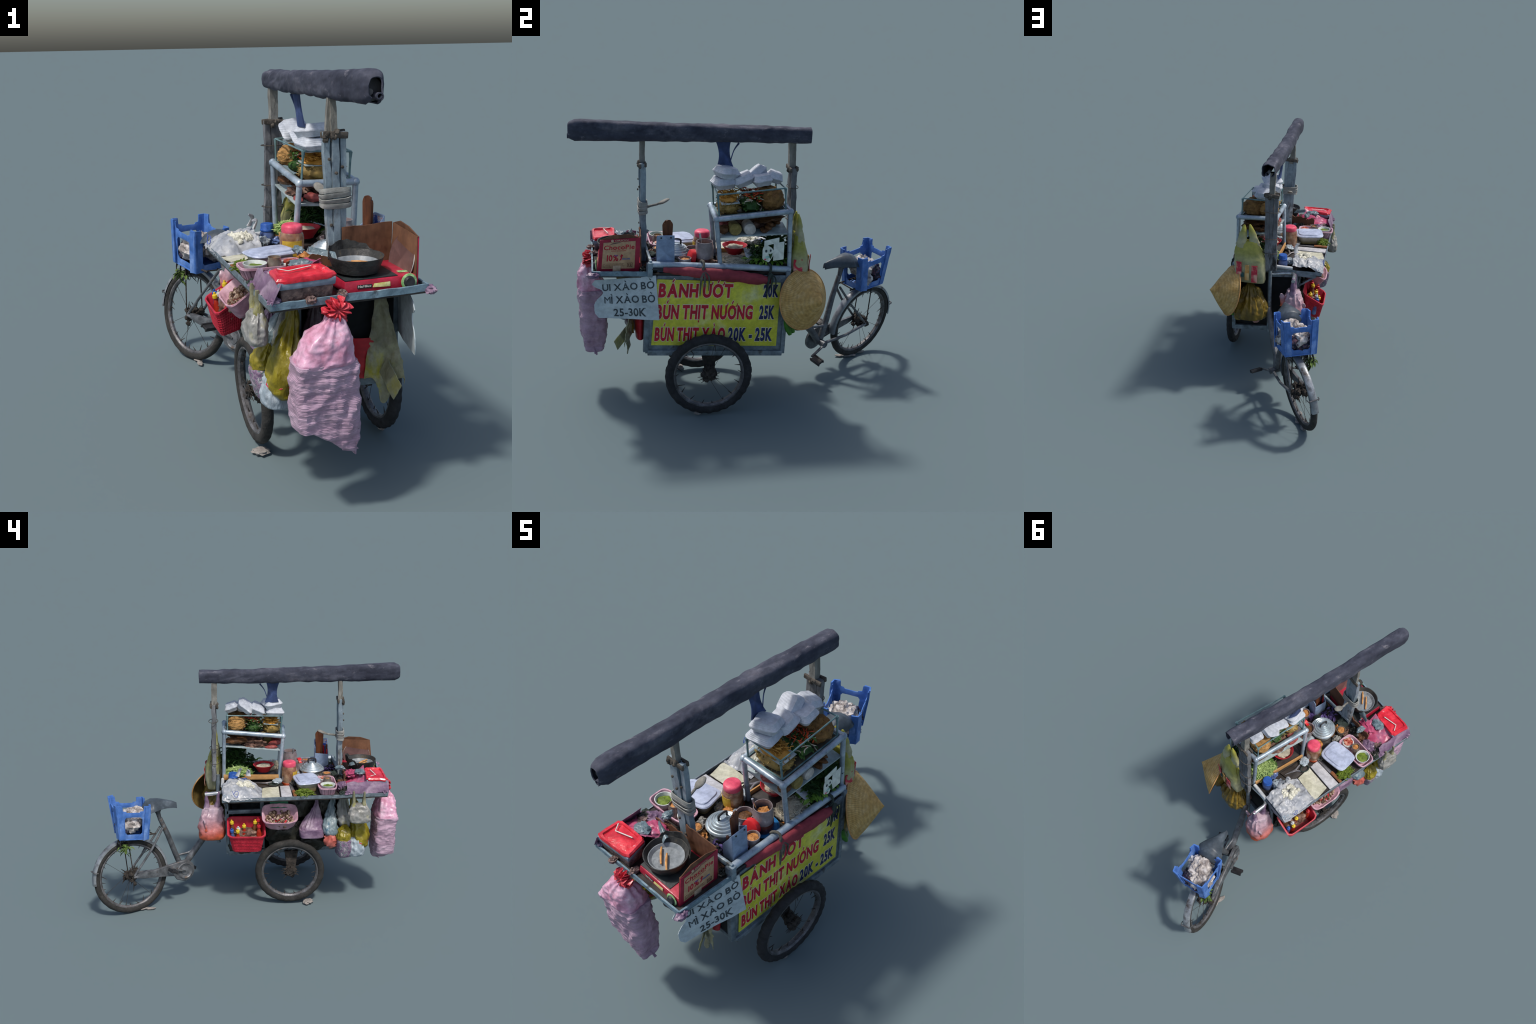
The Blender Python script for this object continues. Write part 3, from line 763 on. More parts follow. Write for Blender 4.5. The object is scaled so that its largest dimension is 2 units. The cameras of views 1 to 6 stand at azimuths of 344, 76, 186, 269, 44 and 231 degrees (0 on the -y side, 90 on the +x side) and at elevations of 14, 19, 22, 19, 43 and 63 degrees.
# furled umbrella lashed beneath it
pts = smooth_path([(.345, -.53, .830), (.350, -.40, .816), (.355, -.22, .793), (.357, -.05, .766), (.357, .045, .750)], 6)
def ptsr(i): return [.013, .024, .031, .028, .020][i]
tube('umbrella', pts, [.012, .024, .032, .029, .017], 'umbrella_cloth', n=18, rough=.35, seed=4)
tube('umbrella_shaft', [(.338, -.59, .835), (.345, -.52, .831)], .006, 'black_plastic')
for i, (y, zz) in enumerate(((-.325, .845), (.035, .815))):
    g = Geo()
    g.add(*tube_g([(.334 + .03 * math.cos(a), y + .006 * math.sin(2 * a), zz - .012 + .036 * math.sin(a)) for a in [k * 2 * pi / 14 for k in range(14)]], .007, n=6, loop=True, rough=.4))
    for k in range(3):
        L = (.13, .08, .10)[k]
        g.add(*tube_g(smooth_path([(.366, y + .004, zz - .02), (.378, y - .01 + .02 * k, zz - .05), (.372, y - .015 + .022 * k, zz - .03 - L)], 5), [.006, .009, .003], n=6, flat=(1, .5), rough=.5, seed=k))
    g.put('knotted_rag', 'rag' if i == 0 else 'rag_dark')

# ---- wheels
def basis(ax, up):
    ax = V(ax).normalized(); up = V(up); up = (up - ax * up.dot(ax)).normalized()
    fw = up.cross(ax)
    return ax, up, fw
def ringpt(c, B, r, a, off=0):
    ax, up, fw = B
    return V(c) + (fw * math.cos(a) + up * math.sin(a)) * r + ax * off
def wheel(c, ax, up, R, tw, tread, mt, rim='rim_metal', spokes=18, seed=1):
    B = basis(ax, up); rr = random.Random(seed)
    root = bpy.data.objects.new('wheel', None); root.empty_display_size = .02
    link(root, cart); root.location = V(c) - wpos(cart)
    nseg = 120; prof = []
    k = 14; rings = []
    rt = tw / 2
    for i in range(nseg):
        a = 2 * pi * i / nseg; ring = []
        for j in range(k):
            ph = 2 * pi * j / k
            q = math.cos(ph); off = math.sin(ph) * rt
            r = R - rt + q * rt * 1.0
            if q > .2 and tread:
                r += tread * (1 if (i + (2 if off > 0 else 0)) % 4 < 2 else -1) * (.6 if abs(math.sin(ph)) < .3 else 1)
            r += .0015 * noise.noise(V((math.cos(a) * 6, math.sin(a) * 6, ph)))
            ring.append(ringpt(c, B, r, a, off))
        rings.append(ring)
    v, f = rings_mesh(rings, loop=True, caps=False)
    for p in v: p.z = max(p.z, .0012 + .002 * noise.noise(p * 30))      # pressed flat on the road
    put('tyre', v, f, mt, parent=root, angle=35)
    # rim: shallow channel
    ri = R - tw * .93
    sec = [(ri + .007, -rt * .62), (ri + .009, rt * .62), (ri - .004, rt * .70), (ri - .011, rt * .35), (ri - .012, -rt * .35), (ri - .004, -rt * .70)]
    rings = [[ringpt(c, B, q[0] + .0012 * noise.noise(V((i * .4, q[1] * 80, seed))), 2 * pi * i / 90, q[1]) for q in sec] for i in range(90)]
    v, f = rings_mesh(rings, loop=True, caps=False)
    put('rim', v, f, rim, parent=root, angle=30)
    # hub
    g = Geo()
    prof = [(.001, -.034), (.008, -.034), (.010, -.026), (.026, -.024), (.027, -.018), (.015, -.012), (.014, .012), (.027, .018), (.026, .024), (.010, .026), (.008, .036), (.001, .036)]
    g.add(*lathe_g(prof, n=20, c=c, ax=ax, mod=lambda i, th: 1 + .22 * noise.noise(V((math.cos(th) * 2, math.sin(th) * 2, i * .7 + seed)))))
    for q in range(16):          # caked dirt and spoke stubs
        a = rr.uniform(0, 2 * pi); o = rr.choice((-.02, .02))
        g.add(*lump_g(ringpt(c, B, rr.uniform(.012, .034), a, o * rr.uniform(.3, 1.2)), (rr.uniform(.008, .017),) * 3, seed=q, amp=.5, n=10))
        g.add(*tube_g([ringpt(c, B, .02, a, o), ringpt(c, B, rr.uniform(.04, .066), a + rr.uniform(-.25, .25), o * .8)], [.004, .0012], n=5))
    g.put('hub', 'grime', parent=root)
    g = Geo()
    for q in range(spokes):
        a = 2 * pi * q / spokes + rr.uniform(-.08, .08); o = .018 * (-1) ** q
        t = rr.random()
        if t < .16:
            g.add(*tube_g([ringpt(c, B, .024, a + .5 * (-1) ** (q // 2), o), ringpt(c, B, ri - .01, a, 0)], .0011, n=5))
        L = rr.uniform(.012, .04)
        g.add(*tube_g([ringpt(c, B, ri - .006, a, 0), ringpt(c, B, ri - .01 - L, a + rr.uniform(-.12, .12), o * .3)], [.0038, .001], n=5))
    g.put('spokes', 'grime', parent=root)
    return B
wheel((.403, -.289, .2405), (1, -.037, 0), (.0, 0, 1), .235, .051, .0022, 'tyre_rubber', seed=2)
wheel((-.151, -.266, .236), (1, .0, .048), (-.048, 0, 1), .227, .049, .0008, 'tyre_dusty', seed=5)
# struts from the box floor to the hubs
g = Geo()
for x, hx in ((.30, .372), (-.10, -.128)):
    g.add(*hexa([(hx - .01, -.295, .19), (hx + .01, -.295, .19), (hx + .01, -.255, .19), (hx - .01, -.255, .19)],
                [(x - .012, -.325, .36), (x + .012, -.325, .36), (x + .012, -.235, .36), (x - .012, -.235, .36)], .003))
    g.add(*lump_g((hx, -.275, .225), (.02, .035, .04), seed=int(x * 50), amp=.5, n=14))
g.put('axle_bracket', 'grime')

# ---- bicycle half
hub = V((-.1737, .771, .2475)); hd = V((-.4695, .883, 0)).normalized()
bax = hd.cross(V((.118, .063, 1))).normalized()          # wheel axis (to the +x side)
if bax.x < 0: bax = -bax
bup = V((.118, .063, 1))
BB = wheel(hub, bax, bup, .2495, .041, .0004, 'tyre_dusty', spokes=26, seed=9)
def bp(r, a, off=0): return ringpt(hub, BB, r, math.radians(a), off)
g = Geo(); R7 = random.Random(4)
for k in range(22):
    a = R7.uniform(0, 2 * pi); r = R7.uniform(.0, .05); o_ = R7.uniform(-.045, .045)
    g.add(*lump_g(ringpt(hub, BB, r, a, o_), (R7.uniform(.010, .02),) * 3, seed=k + 40, amp=.5, n=10))
    g.add(*tube_g([ringpt(hub, BB, r * .6, a, o_), ringpt(hub, BB, r + R7.uniform(.02, .05), a + R7.uniform(-.3, .3), o_ * .8)], [.006, .0014], n=5, rough=.4))
g.put('hub_dirt', 'grime')
# which way is rearwards in the wheel's own angle
rear0 = 0 if BB[2].dot(hd) > 0 else 180
sg = 1 if rear0 == 0 else -1
def ba(deg): return deg if sg == 1 else 180 - deg          # 0 = rear, 90 = top, 180 = front
# fender: curved channel from behind the wheel over the top to the bottom bracket side
rings = []
for i in range(61):
    a = ba(-2 + 188 * i / 60)
    w = .0225; sec = []
    for j in range(9):
        ph = pi * j / 8
        sec.append(bp(.249 + .010 * math.sin(ph) ** .7 + (0 if j not in (0, 8) else -.008), a, math.cos(ph) * w))
    sec += [bp(.247 + .006 * math.sin(pi * j / 8) ** .7 + (0 if j not in (0, 8) else -.005), a, math.cos(pi * j / 8) * (w - .002)) for j in range(8, -1, -1)]
    rings.append(sec)
v, f = rings_mesh(rings); put('fender', v, f, 'fender_metal', angle=45)
g = Geo()
g.add(*tube_g([bp(.262, ba(18), .03), bp(.262, ba(18), -.03)], .004, n=6))
for s in (-1, 1):
    g.add(*tube_g([bp(.255, ba(16), .028 * s), bp(.256, ba(18), .034 * s), bp(.235, ba(19), .036 * s)], .003, n=6))
g.put('fender_stay', 'rim_metal')
crank = V((.004, .455, .203)); st_top = V((-.064, .572, .600))
off = bax * .045
g = Geo()
g.add(*tube_g([st_top, V((-.040, .530, .47)), V((-.012, .493, .335)), crank + V((0, .005, .02))], [.015, .017, .018, .019], n=14, rough=.12))            # seat tube
g.add(*tube_g(smooth_path([crank + V((.005, -.01, .0)), (.015, .402, .272), (.040, .35, .337), (.060, .30, .40), (.085, .25, .467), (.098, .215, .53)], 5), [.02, .022, .022, .021, .018], n=14, rough=.1))   # down tube to the cart
g.add(*tube_g(smooth_path([(-.005, .483, .305), (.008, .455, .305), (.024, .40, .312), (.036, .362, .335)], 4), .008, n=10, rough=.12))
for s in (-1, 1):
    e = hub + bax * .05 * s
    g.add(*tube_g([V((-.062, .566, .535)) + bax * .022 * s, V((-.110, .645, .412)) + bax * .040 * s, e], .0075, n=8, rough=.15))     # seat stays
    g.add(*tube_g([crank + bax * .03 * s, (crank + hub) / 2 + bax * .05 * s + V((0, 0, -.005)), e], .009, n=8, rough=.15))  # chain stays
g.add(*tube_g([crank - bax * .05, crank + bax * .05], .021, n=16))
g.put('bicycle_frame', 'bike_paint')
# steering column between box and awning post
tube('steering_pole', [(.100, .188, .83), (.099, .193, .70), (.097, .200, .55), (.096, .212, .40), (.100, .20, .345)], .0135, 'frame_steel', n=12, rough=.3, seed=2)
tube('handlebar', smooth_path([(.10, .165, .75), (-.02, .155, .762), (-.058, .175, .762), (-.062, .22, .758), (-.063, .272, .754)], 5), [.008, .011, .012, .013, .013], 'chrome', n=14)
# chain guard on the near side
cd = (hub - crank).normalized(); cn = -bax; cu = cd.cross(cn).normalized()
if cu.z < 0: cu = -cu
def guard(u, v):
    x = -.078 + u * (.078 + (hub - crank).length * .98)
    return x
outline = []
Lc = (hub - crank).length
for k in range(17):
    a = pi * .5 + pi * k / 16 * 1.12
    outline.append((.072 * math.cos(a), .072 * math.sin(a)))
outline += [(.055, -.058), (.075, -.03), (Lc * .45, -.022), (Lc * .8, -.018), (Lc * .92, -.010), (Lc * .96, .004), (Lc * .93, .018), (Lc * .6, .032), (Lc * .3, .052)]
c0 = crank + cn * .040
g = Geo(); nO = len(outline)
cen = V((0, 0, 0))
lay = []
for d, sc in ((0, 1), (.014, 1), (.020, .9)):
    mx = [(x if x < .05 else x, y) for x, y in outline]
    lay.append([c0 + cd * ((x - .09) * sc + .09 if True else x) + cu * y * sc + cn * d for x, y in mx])
v, f = rings_mesh(lay); g.add(v, f)
g.add(*lathe_g([(.052, .0), (.056, .005), (.050, .008), (.046, .004), (.03, .002), (.028, .006), (.012, .008), (.001, .008)], n=30, c=c0 + cn * .019, ax=cn))
g.put('chain_guard', 'bike_paint', angle=40)
def pedal(base, end, side):
    g = Geo()
    bar(base, end, .016, .010, g)
    g.put('crank_arm', 'bike_paint')
    d = (V(end) - V(base)).normalized()
    pc = V(end) + bax * .045 * side
    R = Matrix((bax, hd, bax.cross(hd))).transposed()
    g = Geo(); g.add(*box_g(pc, (.07, .042, .016), R @ RX(25), .005))
    for s in (-1, 1): g.add(*box_g(pc + R @ RX(25) @ V((0, s * .018, 0)), (.075, .010, .022), R @ RX(25), .003))
    g.put('pedal', 'black_plastic')
pedal(crank + bax * .045, V((.108, .380, .155)), 1)
pedal(crank - bax * .066, V((-.120, .515, .257)), -1)
# saddle: loft along its length
sp = [(-.031, .462, .682, .010, .012), (-.036, .490, .690, .022, .018), (-.045, .535, .697, .036, .026), (-.058, .580, .703, .062, .032), (-.074, .620, .702, .085, .036), (-.088, .652, .692, .082, .034), (-.096, .672, .680, .055, .022), (-.098, .678, .676, .02, .008)]
rings = []
fd = V((-.34, .94, 0)).normalized(); sd = V((fd.y, -fd.x, 0))
for i in range(36):
    t = i / 35 * (len(sp) - 1); k = min(int(t), len(sp) - 2); q = [sp[k][a] + (sp[k + 1][a] - sp[k][a]) * (t - k) for a in range(5)]
    ring = []
    for j in range(20):
        a = 2 * pi * j / 20; ca, sa = math.cos(a), math.sin(a)
        zz = sa * q[4] * (1 if sa > 0 else 1.5)
        ring.append(V(q[:3]) + sd * ca * q[3] * (1 - .35 * max(0, -sa)) + V((0, 0, zz - .025 * ca * ca * (1 if sa > -0.2 else .3))))
    rings.append(ring)
v, f = rings_mesh(rings); put('saddle', v, f, 'saddle_vinyl', angle=60)
tube('saddle_post', [(-.064, .572, .59), (-.068, .582, .64), (-.07, .585, .675)], [.012, .016, .034], 'bike_paint', n=12)
# luggage rack under the crate
g = Geo()
for s in (-1, 1):
    g.add(*tube_g([V((-.09, .62, .515)) + bax * .05 * s, V((-.17, .79, .525)) + bax * .05 * s], .005, n=6))
    g.add(*tube_g([V((-.17, .79, .52)) + bax * .05 * s, hub + bax * .055 * s], .0035, n=6))
for t in (.1, .4, .7, 1):
    p = V((-.09, .62, .515)).lerp(V((-.17, .79, .525)), t); g.add(*tube_g([p - bax * .055, p + bax * .055], .004, n=6))
g.put('luggage_rack', 'grime')
g = leaves_g(34, lambda R: (-.235 + R.gauss(0, .012), .785 + R.gauss(0, .012), .50 - abs(R.gauss(0, .03))), .03, seed=3, up=-.6)
g.put('weed_tuft', 'weed_green', stuff=True)

# ---- awning posts
def slat(g, a, b, w, d, seed, wob=.003):
    a, b = V(a), V(b); N = 22; rings = []
    for i in range(N + 1):
        p = a.lerp(b, i / N); k = wob * fbm(V((p.x * 10, p.y * 10, p.z * 11)), seed); k2 = wob * fbm(V((p.z * 13, seed, 2)), seed + 5)
        c = p + V((k, k2, 0)); ww = w / 2 * (1 + .12 * fbm(V((p.z * 16, seed, 1)), seed))
        rings.append([c + V((-ww, -d / 2, 0)), c + V((ww, -d / 2, 0)), c + V((ww, d / 2, 0)), c + V((-ww, d / 2, 0))])
    v, f = rings_mesh(rings); g.add(v, f)
g = Geo()
slat(g, (.037, -.612, 1.335), (.060, -.612, .80), .022, .026, 1)
slat(g, (.068, -.620, 1.335), (.082, -.620, .80), .026, .020, 2)
slat(g, (.100, -.610, 1.335), (.105, -.610, .80), .022, .028, 3)
slat(g, (.072, -.606, 1.335), (.085, -.604, .80), .07, .006, 9)
g.put('awning_post', 'painted_steel', angle=30)
g = Geo(); slat(g, (.066, -.612, 1.30), (.060, -.612, 1.475), .024, .028, 4); slat(g, (.046, -.606, 1.33), (.055, -.61, 1.475), .02, .018, 5)
g.put('awning_post', 'bamboo_grey', angle=30)
g = Geo(); slat(g, (.068, -.198, 0), (.068, -.198, .01), .01, .01, 1) if False else None
slat(g, (.075, .198, 1.31), (.070, .214, .80), .026, .026, 6, .006)
slat(g, (.105, .194, 1.31), (.098, .214, .80), .03, .026, 7, .006)
slat(g, (.131, .198, 1.31), (.118, .216, .80), .024, .030, 8, .006)
g.put('awning_post', 'old_wood_grey', angle=30)
g = Geo(); slat(g, (.100, .195, 1.29), (.100, .190, 1.455), .036, .036, 9)
g.put('awning_post', 'bamboo_grey', angle=30)
for c, w, dd, s in (((.070, -.612, 1.325), .095, .036, 1), ((.102, .197, 1.305), .100, .044, 2)):
    g = Geo()
    g.add(*box_g(V(c) + V((0, -dd / 2 + .004, 0)), (w, .012, .024), RY(4), .004)); g.add(*box_g(V(c) + V((0, dd / 2 - .004, .002)), (w, .012, .024), RY(-4), .004))
    for k in range(6): g.add(*lump_g(V(c) + V((rnd.uniform(-1, 1) * w * .45, rnd.choice((-1, 1)) * dd * .45, rnd.uniform(-.016, .016))), (.012, .009, .011), seed=k + s, amp=.5, n=10))
    g.put('post_clamp', 'clamp_rust', angle=35)
g = Geo()
for k in range(4):
    z = 1.075 + k * .016; x = .075 + (1.1 - z) * .05
    g.add(*tube_g([(x + .056 * (abs(math.cos(a)) ** .5) * (1 if math.cos(a) > 0 else -1), -.613 + .022 * (abs(math.sin(a)) ** .5) * (1 if math.sin(a) > 0 else -1), z + .006 * math.sin(a + k)) for a in [q * 2 * pi / 28 for q in range(28)]], .0095, n=6, loop=True, flat=(.4, 1.1)))
g.put('tape_wrap', 'grey_tape')
for z in (.92, 1.02, 1.2):
    tube('wire_tie', [(.096 + .052 * math.cos(a), .205 + .03 * math.sin(a), z) for a in [q * 2 * pi / 20 for q in range(20)]], .0022, 'clamp_rust', n=5, loop=True)
g = Geo()
for (x, y, z) in ((.045, -.628, 1.24), (.095, -.628, 1.21), (.07, -.633, 1.19), (.09, -.63, .93), (.055, -.626, 1.0)):
    g.add(*lathe_g([(.006, 0), (.006, .006), (.001, .008)], n=8, c=(x, y, z), ax=(0, -1, 0)))
g.put('bolts', 'clamp_rust', stuff=True)
# spoon tucked in the tape
g = Geo(); g.add(*tube_g(smooth_path([(.07, -.60, 1.085), (.065, -.57, 1.095), (.060, -.535, 1.102), (.058, -.515, 1.110)], 4), .0065, n=8, rough=.4))
g.add(*lump_g((.058, -.497, 1.117), (.02, .035, .009), seed=2, amp=.1, n=18, R=RX(24)))
g.put('spoon', 'bamboo_grey')

# ---- rolled awning: an arched sheet, hollow and open below
A0, A1 = V((.056, -.985, 1.503)), V((.117, .284, 1.487))
ax = (A1 - A0).normalized(); sx, sz = frame_of(ax); sx = V((ax.y, -ax.x, 0)).normalized(); sz = sx.cross(ax).normalized()
if sz.z < 0: sz = -sz
def awn(u, v):
    t = v                                       # along
    a = math.radians(-62 + 304 * u)             # round the arch, gap below
    p = A0.lerp(A1, t)
    bend = .004 * math.sin(t * 2.6 * pi) - .006 * math.sin(t * pi)
    hw = .034 + .007 * t; hh = .050 - .012 * t
    if t < .022:
        e = .62 + .38 * math.sqrt(t / .022); hw *= e; hh *= e
    c, s = math.cos(a), math.sin(a)
    q = (abs(c) ** 3 + abs(s) ** 3) ** (-1 / 3)
    q = .7 * q + .3 * (abs(c) ** 6 + abs(s) ** 6) ** (-1 / 6)
    q *= 1 - .06 * (t < .022)
    r = p + sx * (c * hw * q + bend) + sz * (s * hh * q)
    k = .0035 * fbm(V((r.x * 9, r.y * 5, r.z * 9)), 3, 4) + .005 * crease(V((r.x * 12, r.y * 7 + r.z * 16, r.z * 12)), 2) + .002 * math.sin(r.y * 40 + 14 * fbm(V((r.x * 4, r.y * 2, 1)), 4))
    return r + (sx * c + sz * s) * k
aw = shell('awning', awn, 64, 200, .005, 'awning_cloth', angle=60)
# inner windings and the pole showing at the ends
def roll(r0, turns, c, t0, t1, nm):
    def P(u, v):
        a = -1.2 + u * turns * 2 * pi; r = r0 * (1 - .55 * u)
        p = A0.lerp(A1, t0 + (t1 - t0) * v)
        return p + sx * (c[0] + math.cos(a) * r) + sz * (c[1] + math.sin(a) * r)
    return shell(nm, P, 30, 12, .004, 'awning_cloth', parent=aw)
roll(.013, 1.2, (.012, -.026), -.004, .985, 'awning_roll')
tube('awning_bar', [A0.lerp(A1, .012) + sz * -.012 + sx * -.012, A0.lerp(A1, .99) + sz * -.008], .010, 'awning_end', parent=aw)
v, f = lathe_g([(.001, 0), (.034, .001), (.038, .004)], n=20, c=A0.lerp(A1, .03) + sz * -.005, ax=ax); put('awning_stop', v, f, 'awning_end', parent=aw)

# ---- navy banner hanging from the awning on to the boxes
def ban(u, v):
    p = V((.074, -.212, 1.455)).lerp(V((.096, -.205, 1.315)), v) * (1 - u) + V((.082, -.155, 1.455)).lerp(V((.10, -.145, 1.315)), v) * u
    w = (u - .5) * (.03 * (2 * v - 1) ** 2)
    return p + V((.006 * math.sin(u * 5 + v * 2), w, 0))
shell('hanging_banner', ban, 10, 18, .006, 'cloth_navy')
tube('banner_cord', smooth_path([(.085, -.10, 1.44), (.09, -.128, 1.40), (.10, -.148, 1.34)], 4), [.006, .003, .003], 'cloth_navy', n=6)

# ================================================================== FOOD CABINET (part of the cart)
K = {'a': V((.069, -.244, 1.093)), 'b': V((.311, -.251, 1.086)), 'c': V((.324, .140, 1.124)), 'd': V((.078, .138, 1.130))}
F = {'a': V((.055, -.213, .80)), 'b': V((.313, -.222, .80)), 'c': V((.322, .150, .79)), 'd': V((.092, .150, .79))}
cab = bpy.data.objects.new('food_cabinet', None); link(cab, cart); cab.location = V((.19, -.05, .8)) - wpos(cart)
g = Geo()
for i, j in ('ab', 'bc', 'cd', 'da'):
    g.add(*tube_g([K[i].lerp(K[j], t / 8) for t in range(9)], .0145, n=14, rough=.05))
for i in 'abcd':
    g.add(*lump_g(K[i], (.018, .018, .018), amp=.08, n=16))
    g.add(*tube_g([K[i].lerp(F[i], t / 8) for t in range(9)], .0125, n=12, rough=.06))
g.put('cabinet_frame', 'tube_steel', parent=cab)
G = {'a': V((.088, -.238, 1.222)), 'b': V((.291, -.244, 1.211)), 'c': V((.303, .113, 1.245)), 'd': V((.084, .114, 1.237))}
H = {'a': V((.082, -.230, 1.10)), 'b': V((.290, -.233, 1.095)), 'c': V((.306, .118, 1.13)), 'd': V((.086, .116, 1.135))}
g = Geo()
for i, j in ('ab', 'bc', 'cd', 'da'):
    g.add(*tube_g([G[i].lerp(G[j], t / 10) for t in range(11)], .0042, n=6, rough=.3))
    g.add(*tube_g([H[i], H[j]], .004, n=6))
for i in 'abcd': g.add(*tube_g([G[i], H[i]], [.007, .0045, .0055], n=8) if False else tube_g([G[i], G[i].lerp(H[i], .3), H[i]], [.0085, .005, .0045], n=8))
g.put('glass_case', 'glass_edge', parent=cab)
plate('case_floor', [K['a'] + V((.055, .01, -.004)), K['b'] + V((-.01, .01, -.004)), K['c'] + V((-.01, -.01, -.004)), K['d'] + V((.05, -.01, -.004))], .004, 'case_floor', parent=cab)
S = [V((.062, -.222, 1.000)), V((.305, -.232, .985)), V((.322, .138, 1.000)), V((.085, .140, 1.030))]
plate('middle_shelf', S, .008, 'glass_shelf', parent=cab)
plate('bottom_tray', [(.055, -.215, .812), (.315, -.222, .812), (.322, .150, .806), (.085, .150, .806)], .012, 'table_metal', parent=cab)
plate('tray_edge', [(.048, -.212, .806), (.075, .150, .802), (.075, .150, .838), (.048, -.212, .838)], .008, 'wood_tray', parent=cab)

def cz(x, y, base):            # height over a sloping shelf
    return base + .1 * (y + .24) if base > 1.05 else base
# glass case food: noodles, salad, crisp rice
def fl(x, y): return 1.098 + .105 * (y + .24)
g = strands_g(420, lambda R: (R.uniform(.115, .268), R.uniform(-.205, -.135), fl(0, -.17) + R.uniform(.0, .05)), .040, .0028, seed=1, curl=2.)
g.put('yellow_noodles', 'noodle_yellow', parent=cab, stuff=True)
lump('noodle_heap', (.188, -.172, 1.128), (.100, .058, .040), 'noodle_yellow', parent=cab, seed=3, amp=.15)
g = strands_g(160, lambda R: (R.uniform(.12, .24), R.uniform(-.20, -.13), 1.176 + R.uniform(-.012, .022) + (.03 if R.random() < .1 else 0)), .038, .0028, seed=2, curl=2.)
g.put('orange_noodles', 'noodle_orange', parent=cab, stuff=True)
plate('food_pan', [(.105, -.215, 1.158), (.275, -.218, 1.152), (.275, -.122, 1.16), (.105, -.12, 1.168)], .004, 'glass_shelf', parent=cab)
lump('noodle_heap', (.185, -.17, 1.166), (.08, .045, .018), 'noodle_orange', parent=cab, seed=5, amp=.2)
g = leaves_g(260, lambda R: (R.uniform(.105, .285), R.uniform(-.105, .0), 1.125 + R.uniform(0, .075)), .022, seed=4, up=.3)
g.put('salad_leaves', 'herb_green', parent=cab, stuff=True)
lump('salad_heap', (.192, -.055, 1.140), (.100, .062, .042), 'herb_dark', parent=cab, seed=8, amp=.2)
g = strands_g(90, lambda R: (R.uniform(.13, .28), R.uniform(-.09, -.005), 1.165 + R.uniform(.0, .045)), .035, .0025, seed=6, curl=1.)
g.put('carrot_shreds', 'carrot', parent=cab, stuff=True)
g = strands_g(60, lambda R: (R.uniform(.12, .285), R.uniform(-.1, -.005), 1.13 + R.uniform(.0, .06)), .035, .003, seed=7, curl=1.)
g.put('radish_shreds', 'sprouts', parent=cab, stuff=True)
def crisp(c, r, seed, mm, nm='crisp_rice_cake'):
    rings = []; n = 40; m = 22
    for i in range(m + 1):
        ph = -pi / 2 + pi * i / m; ring = []
        for j in range(n):
            th = 2 * pi * j / n
            d = V((math.cos(ph) * math.cos(th), math.cos(ph) * math.sin(th), math.sin(ph)))
            s = 1 + .16 * crease(d * 3.2, seed) + .05 * math.sin(d.z * 28 + 4 * fbm(d * 2, seed)) + .12 * fbm(d * 2, seed)
            ring.append(V(c) + V((d.x * r[0], d.y * r[1], d.z * r[2])) * (s if 0 < i < m else 1))
        rings.append(ring)
    v, f = rings_mesh(rings); return put(nm, v, f, mm, parent=cab)
crisp((.240, .058, 1.172), (.066, .060, .062), 1, 'fried_brown')
crisp((.145, .055, 1.170), (.066, .058, .050), 2, 'fried_gold')
crisp((.20, .04, 1.20), (.06, .045, .036), 3, 'fried_brown')
crisp((.115, .06, 1.165), (.035, .05, .036), 4, 'fried_gold')

# middle shelf: loaves, fried rolls, fish, sausage
def loaf(c, r, l, ax, mm, nm, seed=0):
    prof = [(.001, -l / 2), (r * .9, -l / 2), (r, -l / 2 + .01), (r, l / 2 - .01), (r * .9, l / 2), (.001, l / 2)]
    v, f = lathe_g(prof, n=24, c=c, ax=ax, mod=lambda i, th: 1 + .08 * noise.noise(V((math.cos(th), math.sin(th), i * .2 + seed))))
    return put(nm, v, f, mm, parent=cab)
loaf((.265, -.148, 1.022), .034, .09, (1, .0, .1), 'loaf_khaki', 'steamed_loaf')
loaf((.262, -.070, 1.025), .034, .09, (1, 0, 0), 'loaf_white', 'steamed_loaf', 3)
lump('fried_patty', (.275, -.205, 1.02), (.03, .03, .024), 'fried_dark', parent=cab, seed=2)
R0 = random.Random(3)
base = None
for k in range(11):
    c = V((.285 - .05 * (k % 3) + R0.uniform(-.01, .01), .005 + .115 * ((k * .37) % 1), 1.013 + .016 * (k // 4)))
    if base is None:
        base = lump('fried_roll', c, (.036, .014, .014), 'fried_dark', parent=cab, seed=4, amp=.18, n=18)
    else:
        twin(base, 'fried_roll', c, rot=(0, 0, R0.uniform(-1.2, .5)), sc=R0.uniform(.8, 1.15))
lump('fried_slab', (.225, .045, 1.068), (.075, .082, .014), 'fried_dark', parent=cab, seed=9, amp=.3, R=RX(6))
lump('fried_fish', (.115, .07, 1.058), (.03, .075, .020), 'fried_dark', parent=cab, seed=5, amp=.3)
lump('meat_heap', (.13, -.06, 1.025), (.05, .075, .022), 'meat_mixed', parent=cab, seed=6, amp=.5, freq=4, n=36)
lump('meat_heap', (.20, -.02, 1.03), (.05, .09, .025), 'meat_mixed', parent=cab, seed=7, amp=.5, freq=4, n=36)
lump('sausage', (.15, -.19, 1.022), (.020, .05, .018), 'sausage_red', parent=cab, seed=7, R=RZ(30))
lump('sausage', (.215, -.20, 1.026), (.018, .055, .018), 'sausage_red', parent=cab, seed=8, R=RZ(-50))
lump('sausage', (.09, -.165, 1.016), (.014, .04, .012), 'sausage_red', parent=cab, seed=9, R=RZ(5))

